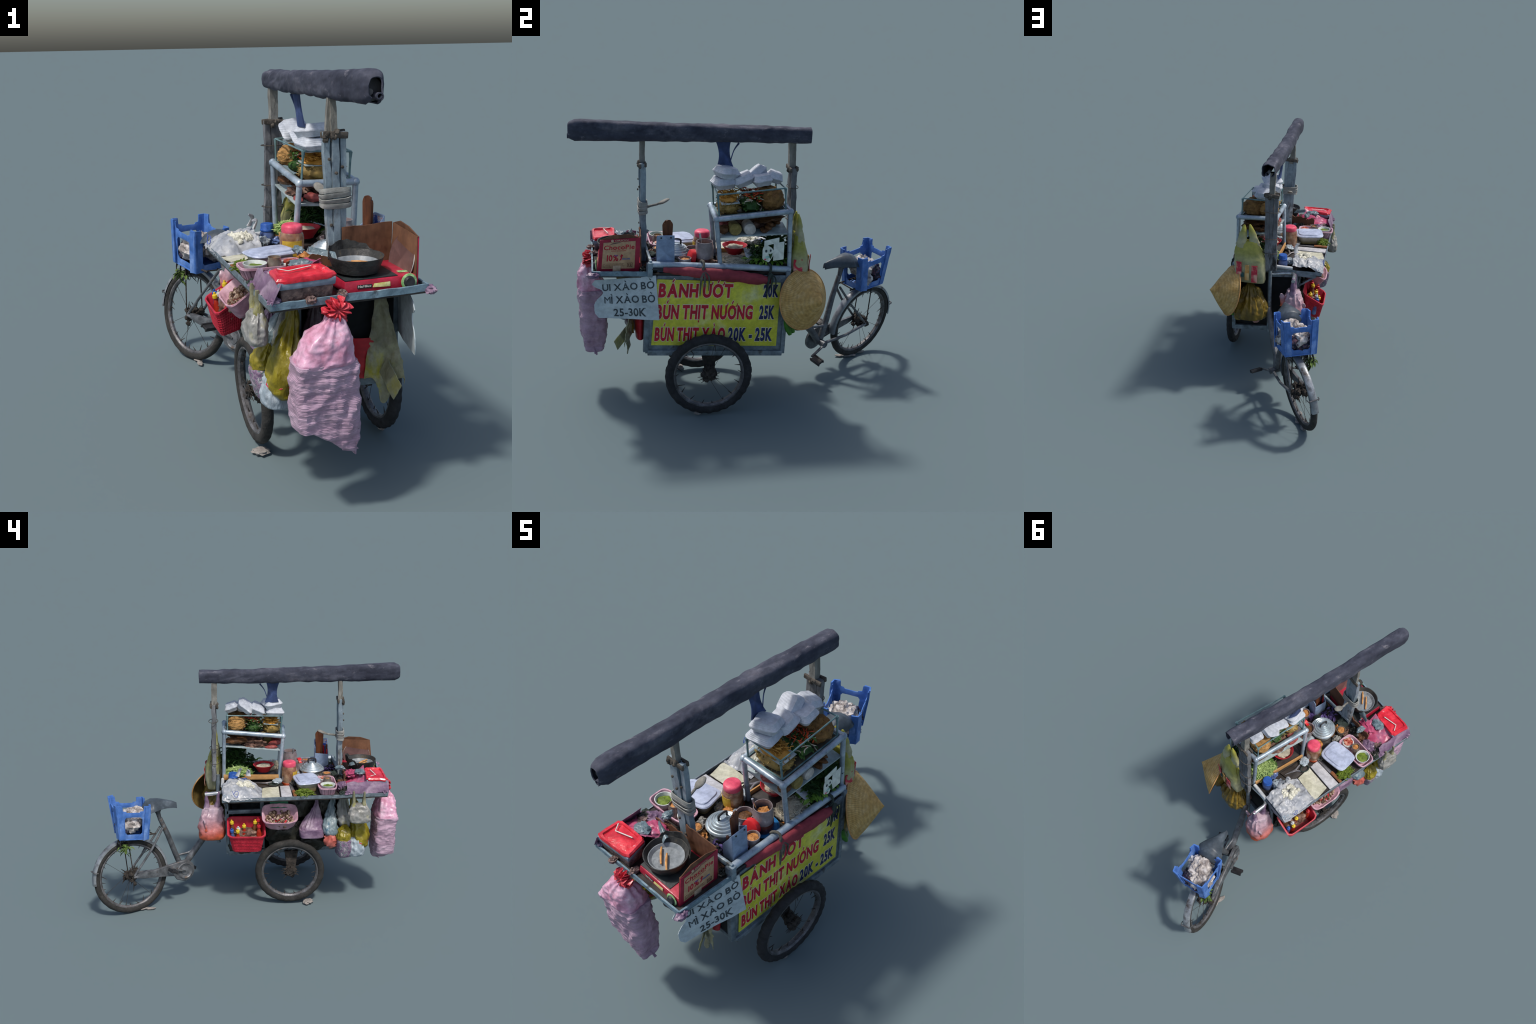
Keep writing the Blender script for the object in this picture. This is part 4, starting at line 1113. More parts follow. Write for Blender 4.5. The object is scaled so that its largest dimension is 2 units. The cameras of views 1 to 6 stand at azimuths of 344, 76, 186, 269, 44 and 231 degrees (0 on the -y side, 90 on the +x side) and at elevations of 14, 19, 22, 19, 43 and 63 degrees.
# bottom level: shredded greens, herbs, sprouts, red bowl
lump('greens_heap', (.125, .055, .826), (.068, .100, .032), 'herb_green', parent=cab, seed=3, amp=.2)
g = strands_g(520, lambda R: (lambda a, q: (.12 + .06 * q * math.cos(a), .055 + .085 * q * math.sin(a), .832 + .034 * (1 - q * q) + R.uniform(-.004, .008)))(R.uniform(0, 2 * pi), R.random() ** .6), .03, .0018, seed=8, curl=2.)
g.put('shredded_greens', 'shoots_pale', parent=cab, stuff=True)
lump('herb_heap', (.235, .06, .845), (.075, .085, .055), 'herb_dark', parent=cab, seed=5, amp=.3)
g = leaves_g(420, lambda R: (R.uniform(.16, .312), R.uniform(-.05, .145), .825 + R.uniform(0, .085)), .034, seed=9, up=.5)
g.put('herb_leaves', 'herb_dark', parent=cab, stuff=True)
g = leaves_g(130, lambda R: (R.uniform(.24, .318), R.uniform(-.08, .14), .82 + R.uniform(0, .045)), .036, seed=10, up=.3)
g.put('lettuce_leaves', 'lettuce', parent=cab, stuff=True)
g = leaves_g(60, lambda R: (R.uniform(.2, .29), R.uniform(.03, .14), .88 + R.uniform(0, .07)), .04, seed=12, up=.7)
g.put('herb_leaves', 'herb_dark', parent=cab, stuff=True)
lump('herb_heap', (.265, .085, .895), (.050, .055, .075), 'herb_dark', parent=cab, seed=15, amp=.3)
g = leaves_g(170, lambda R: (R.uniform(.19, .318), R.uniform(.015, .150), .88 + R.uniform(0, .095)), .036, seed=29, up=.6)
g.put('herb_leaves', 'herb_dark', parent=cab, stuff=True)
lump('sprout_heap', (.255, -.145, .824), (.062, .078, .030), 'sprouts', parent=cab, seed=4, amp=.2)
g = strands_g(300, lambda R: (R.uniform(.23, .315), R.uniform(-.21, -.085), .822 + R.uniform(0, .032)), .035, .0016, seed=11, curl=2.)
g.put('bean_sprouts', 'sprouts', parent=cab, stuff=True)
bowl = lathe('red_bowl', [(.001, .0), (.040, .0), (.042, .006), (.058, .03), (.068, .042), (.070, .046), (.066, .046), (.054, .03), (.038, .012), (.001, .010)], 'plastic_red', c=(.135, -.115, .838), n=40, parent=cab)
lump('bowl_filling', (.135, -.115, .868), (.048, .048, .016), 'sprouts', parent=cab, seed=3, amp=.25, n=32)
def paper(u, v):
    p = V((.20, -.08, .85)) + V((.10 * u, .13 * v, .03 * (1 - u)))
    return p + V((0, 0, .012 * crease(p * 22, 4)))
shell('wrapping_paper', paper, 20, 24, .002, 'foam_white', parent=cab)
# two little cut-out stickers standing inside the glass
STQ = [V((.338, -.012, .848)), V((.342, .115, .855)), V((.342, .115, .975)), V((.338, -.012, .965))]
stk = plate('sticker_panel', [on_quad(STQ, .52, .05), on_quad(STQ, .97, .08), on_quad(STQ, .97, .92), on_quad(STQ, .52, .86)], .003, 'sticker', parent=cab)
plate('sticker_panel', [on_quad(STQ, .12, .78, -.002), on_quad(STQ, .75, .88, -.002), on_quad(STQ, .75, 1.12, -.002), on_quad(STQ, .12, 1.03, -.002)], .003, 'sticker', parent=cab)
g = Geo()
c = on_quad(STQ, .27, .42); v = []
ringA = [c + V((0, math.cos(a) * (.031 + .004 * math.cos(3 * a)), math.sin(a) * (.046 + .005 * math.sin(4 * a)))) for a in [q * 2 * pi / 40 for q in range(40)]]
v, f = rings_mesh([[p + V((-.0015, 0, 0)) for p in ringA], [p + V((.0015, 0, 0)) for p in ringA]]); put('sticker_blob', v, f, 'sticker', parent=cab, angle=30)
for (dy, dz, ry, rz, mm) in ((-.008, .014, .006, .008, 'letter_black'), (.016, .016, .005, .007, 'letter_black'), (.004, -.02, .016, .006, 'sticker_aqua'), (-.012, -.032, .006, .004, 'lid_pink')):
    rA = [c + V((0, dy + math.cos(a) * ry, dz + math.sin(a) * rz)) for a in [q * 2 * pi / 20 for q in range(20)]]
    v, f = rings_mesh([[p + V((.0017, 0, 0)) for p in rA], [p + V((.0026, 0, 0)) for p in rA]]); put('sticker_mark', v, f, mm, parent=cab, angle=30)

# ================================================================== LOOSE THINGS
# ---- foam meal boxes piled on the glass case
def foam(name, c, w, d, h, R, seed):
    rr = []
    for (z, s) in ((-h / 2, .80), (-h * .08, .98), (-.002, 1.03), (.002, 1.03), (h * .08, .98), (h * .40, .80), (h / 2, .76)):
        ring = []
        for k in range(40):
            a = 2 * pi * k / 40; ca, sa = math.cos(a), math.sin(a)
            q = (abs(ca) ** 6 + abs(sa) ** 6) ** (-1 / 6)
            p = V((ca * q * w / 2 * s, sa * q * d / 2 * s, z))
            p += V((fbm(p * 30, seed), fbm(p * 30, seed + 1), fbm(p * 26, seed + 2))) * .0025
            ring.append(V(c) + R @ p)
        rr.append(ring)
    v, f = rings_mesh(rr)
    return put(name, v, f, 'foam_white', parent=None, angle=35, label='White foam clamshell meal box, closed and stacked', category='takeaway box')
foam('foam_meal_box', (.150, -.190, 1.245), .135, .120, .055, RZ(8) @ RX(4), 1)
foam('foam_meal_box', (.150, -.175, 1.298), .130, .115, .055, RZ(20) @ RX(-6), 2)
foam('foam_meal_box', (.160, -.085, 1.262), .135, .110, .055, RZ(-6) @ RX(24), 3)
foam('foam_meal_box', (.130, -.005, 1.288), .120, .105, .055, RZ(5) @ RX(38) @ RY(-10), 4)
foam('foam_meal_box', (.195, .005, 1.270), .125, .100, .055, RZ(4) @ RX(8), 5)
foam('foam_meal_box', (.165, .085, 1.275), .120, .085, .050, RZ(-8) @ RX(-18), 6)

# ---- pink-lidded pickle jar
x, y = .022, -.280; z0 = tg(x, y)
jar = thing('pickle_jar', (x, y, z0), 'Glass jar of brown pickles with pink screw lid', 'jar')
lathe('jar_body', [(.001, .0), (.046, .0), (.050, .006), (.050, .022), (.048, .026), (.050, .030), (.050, .105), (.046, .122), (.040, .130), (.001, .131)], 'jar_pickle', c=(x, y, z0), n=40)
lathe('jar_foot', [(.040, .0005), (.0505, .001), (.052, .006), (.0515, .022), (.046, .024)], 'jar_base', c=(x, y, z0), n=40)
lathe('jar_lid', [(.001, .160), (.034, .160), (.040, .156), (.043, .150), (.043, .130), (.041, .126), (.001, .127)], 'lid_pink', c=(x, y, z0), n=48, mod=lambda i, th: 1 + (.012 * math.sin(24 * th) if 2 <= i <= 4 else 0), )
def lab(u, v):
    a = math.radians(-158 + 100 * u); return V((x + .0512 * math.cos(a), y + .0512 * math.sin(a), z0 + .036 + .062 * v))
shell('jar_label', lab, 24, 6, .0012, 'jar_label')

# ---- open sauce jar in a blue tray with its red lid
x, y = .232, -.298; z0 = tf(x, y)
sj = thing('sauce_jar', (x, y, z0), 'Open glass jar half full of dark red sauce', 'jar')
lathe('tray', [(.001, .0), (.066, .0), (.074, .014), (.072, .014), (.064, .004), (.001, .004)], 'tray_blue', c=(x, y, z0), n=40)
lathe('jar_body', [(.001, .005), (.045, .005), (.048, .011), (.048, .065), (.048, .066), (.048, .120), (.043, .132), (.044, .146), (.041, .146), (.040, .134), (.042, .120), (.043, .080), (.001, .078)], 'jar_smoky', c=(x, y, z0), n=40)
lathe('sauce', [(.0485, .012), (.0492, .014), (.0492, .056), (.0485, .058)], 'jar_sauce', c=(x, y, z0), n=40)
lump('sauce', (x, y, z0 + .095), (.038, .038, .022), 'jar_sauce', seed=3, amp=.2)
lump('pickled_chilli', (x, y, z0 + .112), (.024, .03, .010), 'orange_bits', seed=3, amp=.4)
lathe('sauce', [(.001, .012), (.0415, .012), (.0415, .09), (.001, .092)], 'jar_sauce', c=(x, y, z0), n=30)
lathe('jar_lid', [(.001, .014), (.036, .014), (.041, .010), (.043, -.012), (.040, -.013), (.036, .004), (.001, .005)], 'lid_red', c=(.222, -.366, .852), ax=(.15, -1, .22), n=36, mod=lambda i, th: 1 + (.012 * math.sin(24 * th) if i in (2, 3) else 0))
tube('spoon_handle', [(x - .03, y - .01, z0 + .10), (x - .045, y - .02, z0 + .175)], [.004, .006], 'chrome', n=8)
x2, y2 = .272, -.408; z1 = tf(x2, y2)
cup = thing('condiment_cup', (x2, y2, z1), 'Small glass cup of brown condiment', 'cup')
lathe('cup_body', [(.001, .0), (.026, .0), (.030, .006), (.033, .055), (.034, .066), (.031, .066), (.029, .05), (.001, .048)], 'jar_smoky', c=(x2, y2, z1), n=30)
lump('condiment', (x2, y2, z1 + .052), (.027, .027, .010), 'orange_bits', seed=5, amp=.3)
cup2 = thing('condiment_cup', (.165, -.345, .79), 'Small glass of brown chilli oil', 'cup')
lathe('cup_body', [(.001, .0), (.034, .0), (.038, .006), (.040, .075), (.043, .095), (.039, .095), (.036, .07), (.001, .068)], 'jar_smoky', c=(.162, -.345, .79), n=30)
lump('condiment', (.162, -.345, .862), (.033, .033, .012), 'fried_dark', seed=6, amp=.3)

# ---- aluminium pot with a ridged lid
x, y = .115, -.435; z0 = tf(x, y)
pot = thing('lidded_pot', (x, y, z0), 'Aluminium pot with ribbed domed lid and black handle', 'pot')
lathe('pot_body', [(.001, 0), (.062, 0), (.068, .006), (.071, .052), (.001, .052)], 'aluminium', c=(x, y, z0), n=40)
prof = [(.080, .050), (.082, .054)] + [(.080 - .066 * t, .056 + .040 * math.sin(t * pi / 2) + .0030 * math.sin(t * 5.5 * 2 * pi)) for t in [k / 28 for k in range(29)]] + [(.012, .098), (.001, .098)]
lathe('pot_lid', [(.001, .049)] + prof, 'aluminium', c=(x, y, z0), n=56)
tube('pot_lid_handle', smooth_path([(x, y - .026, z0 + .093), (x, y - .024, z0 + .118), (x, y - .008, z0 + .124), (x, y + .012, z0 + .123), (x, y + .024, z0 + .115), (x, y + .024, z0 + .093)], 4), .005, 'black_plastic', n=8)

# ---- pale blue carton holding spoons and a paddle
x, y = .268, -.512; z0 = tf(x, y)
ct = thing('spoon_carton', (x, y, z0), 'Tall pale blue carton of spoons with wooden paddle', 'utensil holder')
w, d = .060, .088
def cq(sx_, sy_, z): return V((x + sx_ * w / 2, y + sy_ * d / 2, z0 + z))
plate('carton_wall', [cq(1, -1, 0), cq(1, 1, 0), cq(1, 1, .198), cq(1, -1, .200)], .004, 'carton_blue')
plate('carton_wall', [cq(-1, -1, 0), cq(-1, 1, 0), cq(-1, 1, .115), cq(-1, -1, .105)], .004, 'carton_blue')
plate('carton_wall', [cq(1, -1, 0), cq(-1, -1, 0), cq(-1, -1, .105), cq(1, -1, .200)], .004, 'carton_blue')
plate('carton_wall', [cq(-1, 1, 0), cq(1, 1, 0), cq(1, 1, .198), cq(-1, 1, .150)], .004, 'carton_blue')
plate('carton_flap', [cq(1.08, -.9, .176), cq(1.08, .98, .174), cq(1.08, .98, .198), cq(1.08, -.95, .200)], .003, 'carton_blue')
plate('carton_seam', [cq(1.07, -.98, .062), cq(1.07, .98, .062), cq(1.07, .98, .064), cq(1.07, -.98, .064)], .001, 'carton_blue')
for yy in (-.55, .6):
    lathe('flap_stud', [(.0045, 0), (.0045, .003), (.001, .004)], 'stove_black', c=cq(1.13, yy, .187), ax=(1, 0, 0), n=10)
plate('carton_lining', [cq(.85, -.9, .02), cq(.85, .9, .02), cq(.85, .9, .19), cq(.85, -.9, .19)], .002, 'carton_print')
R1 = random.Random(5)
for k in range(7):
    a = V((x + R1.uniform(-.018, .015), y + R1.uniform(-.03, .03), z0 + .02)); b = a + V((R1.uniform(-.012, .012), R1.uniform(-.015, .015), R1.uniform(.105, .15)))
    tube('utensil_handle', [a, b], [.004, .007], ('carton_print', 'plastic_red', 'cap_blue', 'dark_wood')[k % 4], n=8)
def pad(u, v):
    ww = .058 * (1 - .25 * (1 - v)) * (1 if v < .85 else math.sqrt(max(.2, 1 - ((v - .85) / .17) ** 2)))
    return V((x - .012 + .006 * math.cos(u * 3), y + .014 + (u - .5) * ww, z0 + .11 + .152 * v + .008 * v ** 4 * (1 - (2 * u - 1) ** 2) ))
shell('wooden_paddle', pad, 16, 18, .009, 'dark_wood')

# ---- tub with grey lid
def rrect(c, hu, hv, yaw, z, p=5, n=44):
    a0 = math.radians(yaw); u = V((math.cos(a0), math.sin(a0), 0)); w = V((-math.sin(a0), math.cos(a0), 0)); out = []
    for k in range(n):
        a = 2 * pi * k / n; ca, sa = math.cos(a), math.sin(a); q = (abs(ca) ** p + abs(sa) ** p) ** (-1 / p)
        out.append(V((c[0], c[1], z)) + u * ca * q * hu + w * sa * q * hv)
    return out
c = (-.105, -.382); z0 = tf(*c)
tub = thing('food_tub', (c[0], c[1], z0), 'Clear food tub with pale grey snap lid', 'food container')
v, f = rings_mesh([rrect(c, .060, .045, 10, z0), rrect(c, .072, .055, 10, z0 + .005), rrect(c, .082, .064, 10, z0 + .058), rrect(c, .083, .065, 10, z0 + .064)])
put('tub_body', v, f, 'tub_clear', angle=45)
rs = [(.082, .062, .060), (.096, .075, .060), (.098, .077, .064), (.094, .074, .069), (.080, .062, .070), (.077, .059, .076), (.070, .052, .077)]
rings = [rrect(c, a, b, 10, z0 + h) for a, b, h in rs]
rings = [[p + V((0, 0, .003 * fbm(p * 16, 4) + .05 * (p.x - c[0]) * .3 - .03 * (p.y - c[1]))) for p in r] for r in rings]
v, f = rings_mesh(rings); put('tub_lid', v, f, 'lid_grey', angle=35)

# ---- pink basket tray with bowls and small jars
tq = [V((-.262, -.563)), V((-.258, -.455)), V((-.03, -.452)), V((-.022, -.552))]
tc = V((-.143, -.505)); z0 = tf(tc.x, tc.y)
bk = thing('condiment_basket', (tc.x, tc.y, z0), 'Pink slatted basket holding bowls and sauce jars', 'basket')
def rb(s, z, sh=0): return rrect((tc.x, tc.y), (.118 + sh) * s, (.054 + sh) * s, 0, z)
v, f = rings_mesh([rb(.84, z0), rb(1, z0 + .045), rb(1, z0 + .045, .006), rb(1, z0 + .053, .006), rb(1, z0 + .053), rb(.97, z0 + .047), rb(.82, z0 + .006)])
put('basket_tray', v, f, 'basket_pink', angle=35)
g = Geo()
for k in range(64):
    a = 2 * pi * k / 64; i0 = int(k / 64 * 44)
    lo_ = rb(.862, z0 + .006); hi_ = rb(.998, z0 + .044); g.add(*tube_g([lo_[i0], hi_[i0]], .0022, n=5))
g.put('basket_ribs', 'basket_pink', stuff=True)
lathe('bowl', [(.001, .014), (.028, .014), (.044, .052), (.046, .060), (.042, .060), (.034, .04), (.001, .036)], 'bowl_white', c=(-.203, -.508, z0), n=36)
lump('green_sauce', (-.203, -.508, z0 + .044), (.033, .033, .010), 'lime_veg', seed=3, amp=.3)
lathe('small_jar', [(.001, .008), (.026, .008), (.028, .014), (.028, .058), (.024, .068), (.025, .078), (.022, .078), (.021, .066), (.001, .064)], 'jar_clear', c=(-.128, -.512, z0), n=28)
lump('jar_filling', (-.128, -.512, z0 + .066), (.019, .019, .006), 'orange_bits', seed=4)
lathe('small_jar', [(.001, .008), (.032, .008), (.036, .014), (.038, .048), (.034, .052), (.001, .050)], 'bowl_white', c=(-.062, -.505, z0), n=28)
lump('chilli_sauce', (-.062, -.505, z0 + .052), (.030, .030, .010), 'chilli_mix', seed=5, amp=.3)
# little things about the basket
sp_ = thing('spice_cup', (.03, -.53, .80), 'Small cup of orange ground spice', 'cup')
lathe('cup_body', [(.001, .0), (.024, .0), (.030, .05), (.027, .05), (.022, .03), (.001, .03)], 'jar_clear', c=(.035, -.525, tf(.03, -.53)), n=26)
lump('ground_spice', (.035, -.525, tf(.03, -.53) + .044), (.023, .023, .010), 'orange_bits', seed=2)
g = leaves_g(60, lambda R: (.18 + R.gauss(0, .018), -.545 + R.gauss(0, .018), .80 + R.uniform(0, .04)), .03, seed=21)
g.put('purple_onion', 'purple_veg', parent=None, stuff=True, label='Small heap of purple shallot skins', category='vegetable')

# ---- chopping area
lime = strands_g(260, lambda R: (lambda a, q: (-.203 + .034 * q * math.cos(a), -.358 + .048 * q * math.sin(a), tf(-.2, -.36) + .006 + .028 * (1 - q * q)))(R.uniform(0, 2 * pi), R.random() ** .6), .03, .0025, seed=14, curl=2.5)
lime.add(*lump_g((-.203, -.358, tf(-.2, -.36) + .006), (.034, .048, .022), seed=2, amp=.2))
lime.put('chopped_chives', 'lime_veg', parent=None, stuff=True, label='Small heap of chopped green chives', category='vegetable')
def slab(name, quad, th, m, label, cat, z=None):
    q = [V((a, b, (z if z is not None else tg(a, b)) + th / 2 + .001)) for a, b in quad]
    return plate(name, q, th, m, parent=None, bev=.002, label=label, category=cat)
slab('chopping_board', [(-.245, -.285), (-.03, -.278), (-.03, -.215), (-.235, -.215)], .012, 'board_white', 'White plastic chopping board, knife-marked', 'chopping board')
kn = thing('kitchen_knife', (-.15, -.30, .79), 'Kitchen knife with worn wooden handle', 'knife')
tube('knife_handle', [(-.243, -.300, tg(-.24, -.3) + .020), (-.20, -.299, tg(-.2, -.3) + .022), (-.15, -.296, tg(-.15, -.3) + .021)], [.008, .010, .009], 'pan_handle_wood', n=12, flat=(1.2, .8))
plate('knife_blade', [(-.152, -.304, .793), (-.02, -.296, .796), (-.03, -.276, .796), (-.152, -.284, .793)], .002, 'blade')
def gp(u, v):
    p = V((-.035, -.205, 0)).lerp(V((-.05, -.10, 0)), v) * (1 - u) + V((-.215, -.205, 0)).lerp(V((-.24, -.09, 0)), v) * u
    return V((p.x, p.y, tg(p.x, p.y) + .010 + .004 * fbm(p * 16, 3)))
shell('greaseproof_paper', gp, 22, 16, .002, 'grease_paper', parent=None, label='Sheet of oily greaseproof paper', category='paper')
# dark tray with scissors
ty = thing('dark_tray', (.01, -.12, .79), 'Shallow dark metal tray with kitchen scissors', 'tray')
plate('tray_plate', [(.050, -.03, .782), (-.04, -.05, .782), (-.035, -.235, .786), (.040, -.235, .786)], .006, 'table_metal')
for s in (-1, 1):
    cc = V((-.005 + .022 * s, -.185 - .012 * s, .800))
    tube('scissors_handle', [cc + V((.020 * math.cos(a), .030 * math.sin(a), .003 * math.sin(a))) for a in [k * 2 * pi / 18 for k in range(18)]], .0042, 'rag_dark', n=8, loop=True)
    tube('scissors_blade', [cc + V((0, .028, 0)), (.0 + .003 * s, -.12, .799), (.018, -.045, .797)], [.005, .006, .0015], 'blade', n=6, flat=(1, .5))
lump('crumpled_film', (.018, -.205, .803), (.028, .03, .018), 'film_clear_white', parent=ty, seed=4, amp=.4, cr=.3)

clut = thing('counter_scraps', (.05, -.45, .79), 'Crumpled film, rags and scraps lying between the pots', 'scraps')
R6 = random.Random(17)
for (x, y, r, mm) in ((.105, -.315, .030, 'film_clear_white'), (.145, -.285, .026, 'meat_mixed'), (.060, -.345, .026, 'orange_bits'), (-.02, -.30, .022, 'rag'), (.01, -.47, .026, 'film_clear_grey'), (.065, -.53, .024, 'orange_bits'),
                      (.20, -.46, .026, 'rag_dark'), (.245, -.455, .020, 'purple_veg'), (.08, -.58, .030, 'rag_dark'), (-.02, -.60, .034, 'film_dark'), (-.16, -.605, .036, 'film_purple'), (-.21, -.62, .030, 'film_dark'), (.275, -.575, .024, 'rag_dark'),
                      (.30, -.20, .02, 'orange_bits'), (.19, -.385, .022, 'film_clear_white'), (-.21, .125, .02, 'film_clear_white'), (-.01, .03, .026, 'film_clear_white'), (.06, .02, .022, 'bottle_blue'), (-.235, -.63, .02, 'film_purple'), (.02, -.66, .035, 'film_teal'),
                      (.16, -.40, .022, 'fried_dark'), (.20, -.25, .020, 'meat_mixed'), (.30, -.40, .018, 'rag'), (.26, -.60, .022, 'cardboard'), (.0, -.555, .022, 'meat_mixed'), (-.13, -.60, .026, 'brown_food'), (-.19, -.65, .030, 'brown_food'), (-.08, -.62, .03, 'cardboard'), (-.235, -.60, .018, 'rag_dark'), (.29, -.62, .02, 'film_dark'), (.07, -.47, .02, 'fried_dark'), (-.01, -.34, .018, 'film_clear_grey'), (-.24, -.86, .018, 'film_purple'), (.0, -.865, .018, 'brown_food'), (-.12, -.885, .016, 'brown_food'), (.20, -.56, .024, 'film_dark')):
    lump('scrap', (x, y, tf(x, y) + r * .55), (r * R6.uniform(.9, 1.4), r * R6.uniform(.9, 1.4), r * .8), mm, seed=int(x * 977 + y * 331) % 97, amp=.4, cr=.4, n=28)

# ---- white carrier bag of cauliflower
wb = thing('white_carrier_bag', (-.14, .04, .785), 'Open crumpled white carrier bag of white vegetables', 'plastic bag')
def wbag(u, v):
    # a low tent of film: u along y (back to front), v from the table's outer edge inwards
    x = -.245 + .20 * v; y = .155 - .25 * u
    h = .010 + (.075 - .035 * math.exp(-(((x + .11) / .05) ** 2 + ((y - .02) / .05) ** 2))) * (math.sin(min(1, v * 1.25) * pi * .62) ** .8) * (math.sin(min(1, .12 + u * .95) * pi) ** .7)
    p = V((x, y, tg(x, y) + h))
    k = .018 * crease(V((x * 22, y * 22, 1)), 5) + .008 * fbm(V((x * 30, y * 30, 3)), 2)
    return p + V((k * .3, k * .3, k))
shell('bag_film', wbag, 60, 50, .002, 'bag_white', angle=60)
R2 = random.Random(8); bs = None
for k in range(26):
    a = R2.uniform(0, 2 * pi); q = R2.random() ** .5
    c = V((-.115 + .055 * q * math.cos(a), .015 + .055 * q * math.sin(a), .824 + .012 * (1 - q * q)))
    if bs is None: bs = lump('cauliflower_floret', c, (.017, .017, .014), 'white_veg', seed=4, amp=.35, freq=3, n=16)
    else: twin(bs, 'cauliflower_floret', c, rot=(R2.uniform(0, 6), R2.uniform(0, 6), 0), sc=R2.uniform(.7, 1.2))
for s in (0, 1):
    v, f = tube_g(smooth_path([(-.06, .06 - .07 * s, .87), (-.05, .045 - .06 * s, .905), (-.07, .03 - .05 * s, .925 - .02 * s)], 5), [.018, .012, .004], n=10, flat=(1, .45), rough=.4, seed=s)
    put('bag_handle', v, f, 'bag_white')
tube('pen_scribble', smooth_path([(-.246, .085, .815), (-.240, .07, .835), (-.236, .055, .825), (-.243, .06, .80), (-.248, .078, .805), (-.242, .092, .838)], 5), .0016, 'pen_blue', n=5)
x, y = .030, .088; z0 = tg(x, y)
bt = thing('blue_cap_bottle', (x, y, z0), 'Plastic bottle with broad blue screw cap', 'bottle')
lathe('bottle_body', [(.001, 0), (.030, 0), (.033, .008), (.033, .05), (.026, .064), (.001, .066)], 'bottle_blue', c=(x, y, z0), n=30)
lathe('bottle_cap', [(.026, .062), (.031, .064), (.0315, .070), (.029, .073), (.029, .092), (.026, .096), (.001, .097)], 'cap_blue', c=(x, y, z0), n=36, mod=lambda i, th: 1 + (.012 * math.sin(26 * th) if i in (3, 4) else 0))
tube('plastic_pipe', [(.075, .158, .806), (-.045, .158, .800)], .011, 'pvc_white', n=16, parent=None, label='Short white plastic pipe lying on edge', category='pipe')

# ---- red lunch box in pink film
lb = thing('red_lid_box', (-.125, -.812, tf(-.12, -.81)), 'Food box with glossy red lid in thin film', 'food container')
LQ = [V((-.232, -.876, .878)), V((-.022, -.873, .884)), V((-.040, -.757, .892)), V((-.222, -.748, .882))]
zc = tf(-.12, -.81)
lo_ = [V((-.215, -.865, zc)), V((-.035, -.865, zc)), V((-.045, -.762, zc)), V((-.205, -.757, zc))]
v, f = hexa(lo_, [V((-.226, -.872, .866)), V((-.028, -.868, .870)), V((-.044, -.760, .878)), V((-.216, -.752, .868))], .008); put('box_body', v, f, 'brown_food', angle=40)
v, f = hexa([V((-.229, -.875, .848)), V((-.025, -.871, .852)), V((-.042, -.757, .862)), V((-.219, -.749, .852))], [p - V((0, 0, .004)) for p in LQ], .005); put('box_collar', v, f, 'lunchbox_side', angle=40)
def lidp(u, v, h, ins):
    cc = sum(LQ, V()) / 4
    q = [p + (cc - p).normalized() * ins for p in LQ]
    return on_quad(q, u, v) + V((0, 0, h))
rings = []
def rq(ins, h, n=11):
    out = []
    for k in range(4 * n):
        s = k / n; i = int(s); t = s - i
        cc = sum(LQ, V()) / 4; q = [p + (cc - p).normalized() * ins for p in LQ]
        p = q[i].lerp(q[(i + 1) % 4], t)
        p = p + (cc - p) * (.10 if t == 0 else .03 if t in (1 / n, (n - 1) / n) else 0)
        out.append(p + V((0, 0, h + .003 * fbm(p * 25, 3))))
    return out
v, f = rings_mesh([rq(.004, -.010), rq(-.002, -.008), rq(-.004, .002), rq(.004, .010), rq(.022, .011), rq(.028, .003), rq(.034, .003), rq(.055, .006)]); put('box_lid', v, f, 'lunchbox_red', angle=35)
tube('lid_glint_strip', [(-.20, -.775, .8975), (-.175, -.812, .898), (-.085, -.79, .902)], .003, 'label_white', n=6, flat=(1, .5))  # glint on the glossy lid, modelled as a white strip
def film(u, v):
    x = -.235 + .20 * u; y = -.755 + .13 * v
    h = (.030 + .075 * u) * (1 - .65 * v) * (1 - .35 * u * v) + .006
    p = V((x, y, tf(x, y) + h)); k = .010 * crease(p * 20, 6)
    return p + V((0, 0, k))
shell('film_wrap', film, 34, 26, .002, 'film_magenta', angle=60)
def film2(u, v):
    x = -.256 + .012 * v + .0 * u; y = -.885 + .26 * u
    p = V((x, y, tf(x, y) + .005 + .07 * v)); k = .008 * crease(p * 22, 9); return p + V((k + .02 * v, 0, k))
shell('film_wrap', film2, 40, 14, .0016, 'film_purple', angle=60)
lump('crumpled_film', (-.06, -.672, .872), (.055, .040, .020), 'film_magenta', seed=14, amp=.4, cr=.4)
lump('crumpled_film', (-.10, -.722, .893), (.038, .03, .014), 'film_teal', seed=15, amp=.4, cr=.4)

# ---- gas stove with wok, inside an opened carton
sv = thing('gas_stove', (.155, -.75, tf(.15, -.75)), 'Red portable gas stove with black dial', 'stove')
zs = tf(.15, -.75) + .001
v, f = hexa([(.012, -.852, zs), (.285, -.866, zs), (.285, -.63, zs), (.012, -.63, zs)], [(.018, -.846, zs + .040), (.282, -.860, zs + .046), (.282, -.635, zs + .046), (.018, -.635, zs + .040)], .006)
put('stove_body', v, f, 'stove_red', angle=35)
plate('stove_top', [(.02, -.842, zs + .043), (.215, -.848, zs + .046), (.215, -.645, zs + .046), (.02, -.645, zs + .043)], .004, 'stove_black')
lathe('stove_dial', [(.001, .016), (.016, .016), (.019, .012), (.022, .004), (.026, .0), (.001, -.002)], 'black_plastic', c=(.248, -.866, zs + .026), ax=(0, -1, .1), n=28)
lathe('dial_ring', [(.0275, .001), (.030, .003), (.0275, .005)], 'label_green', c=(.248, -.867, zs + .026), ax=(0, -1, .1), n=28)
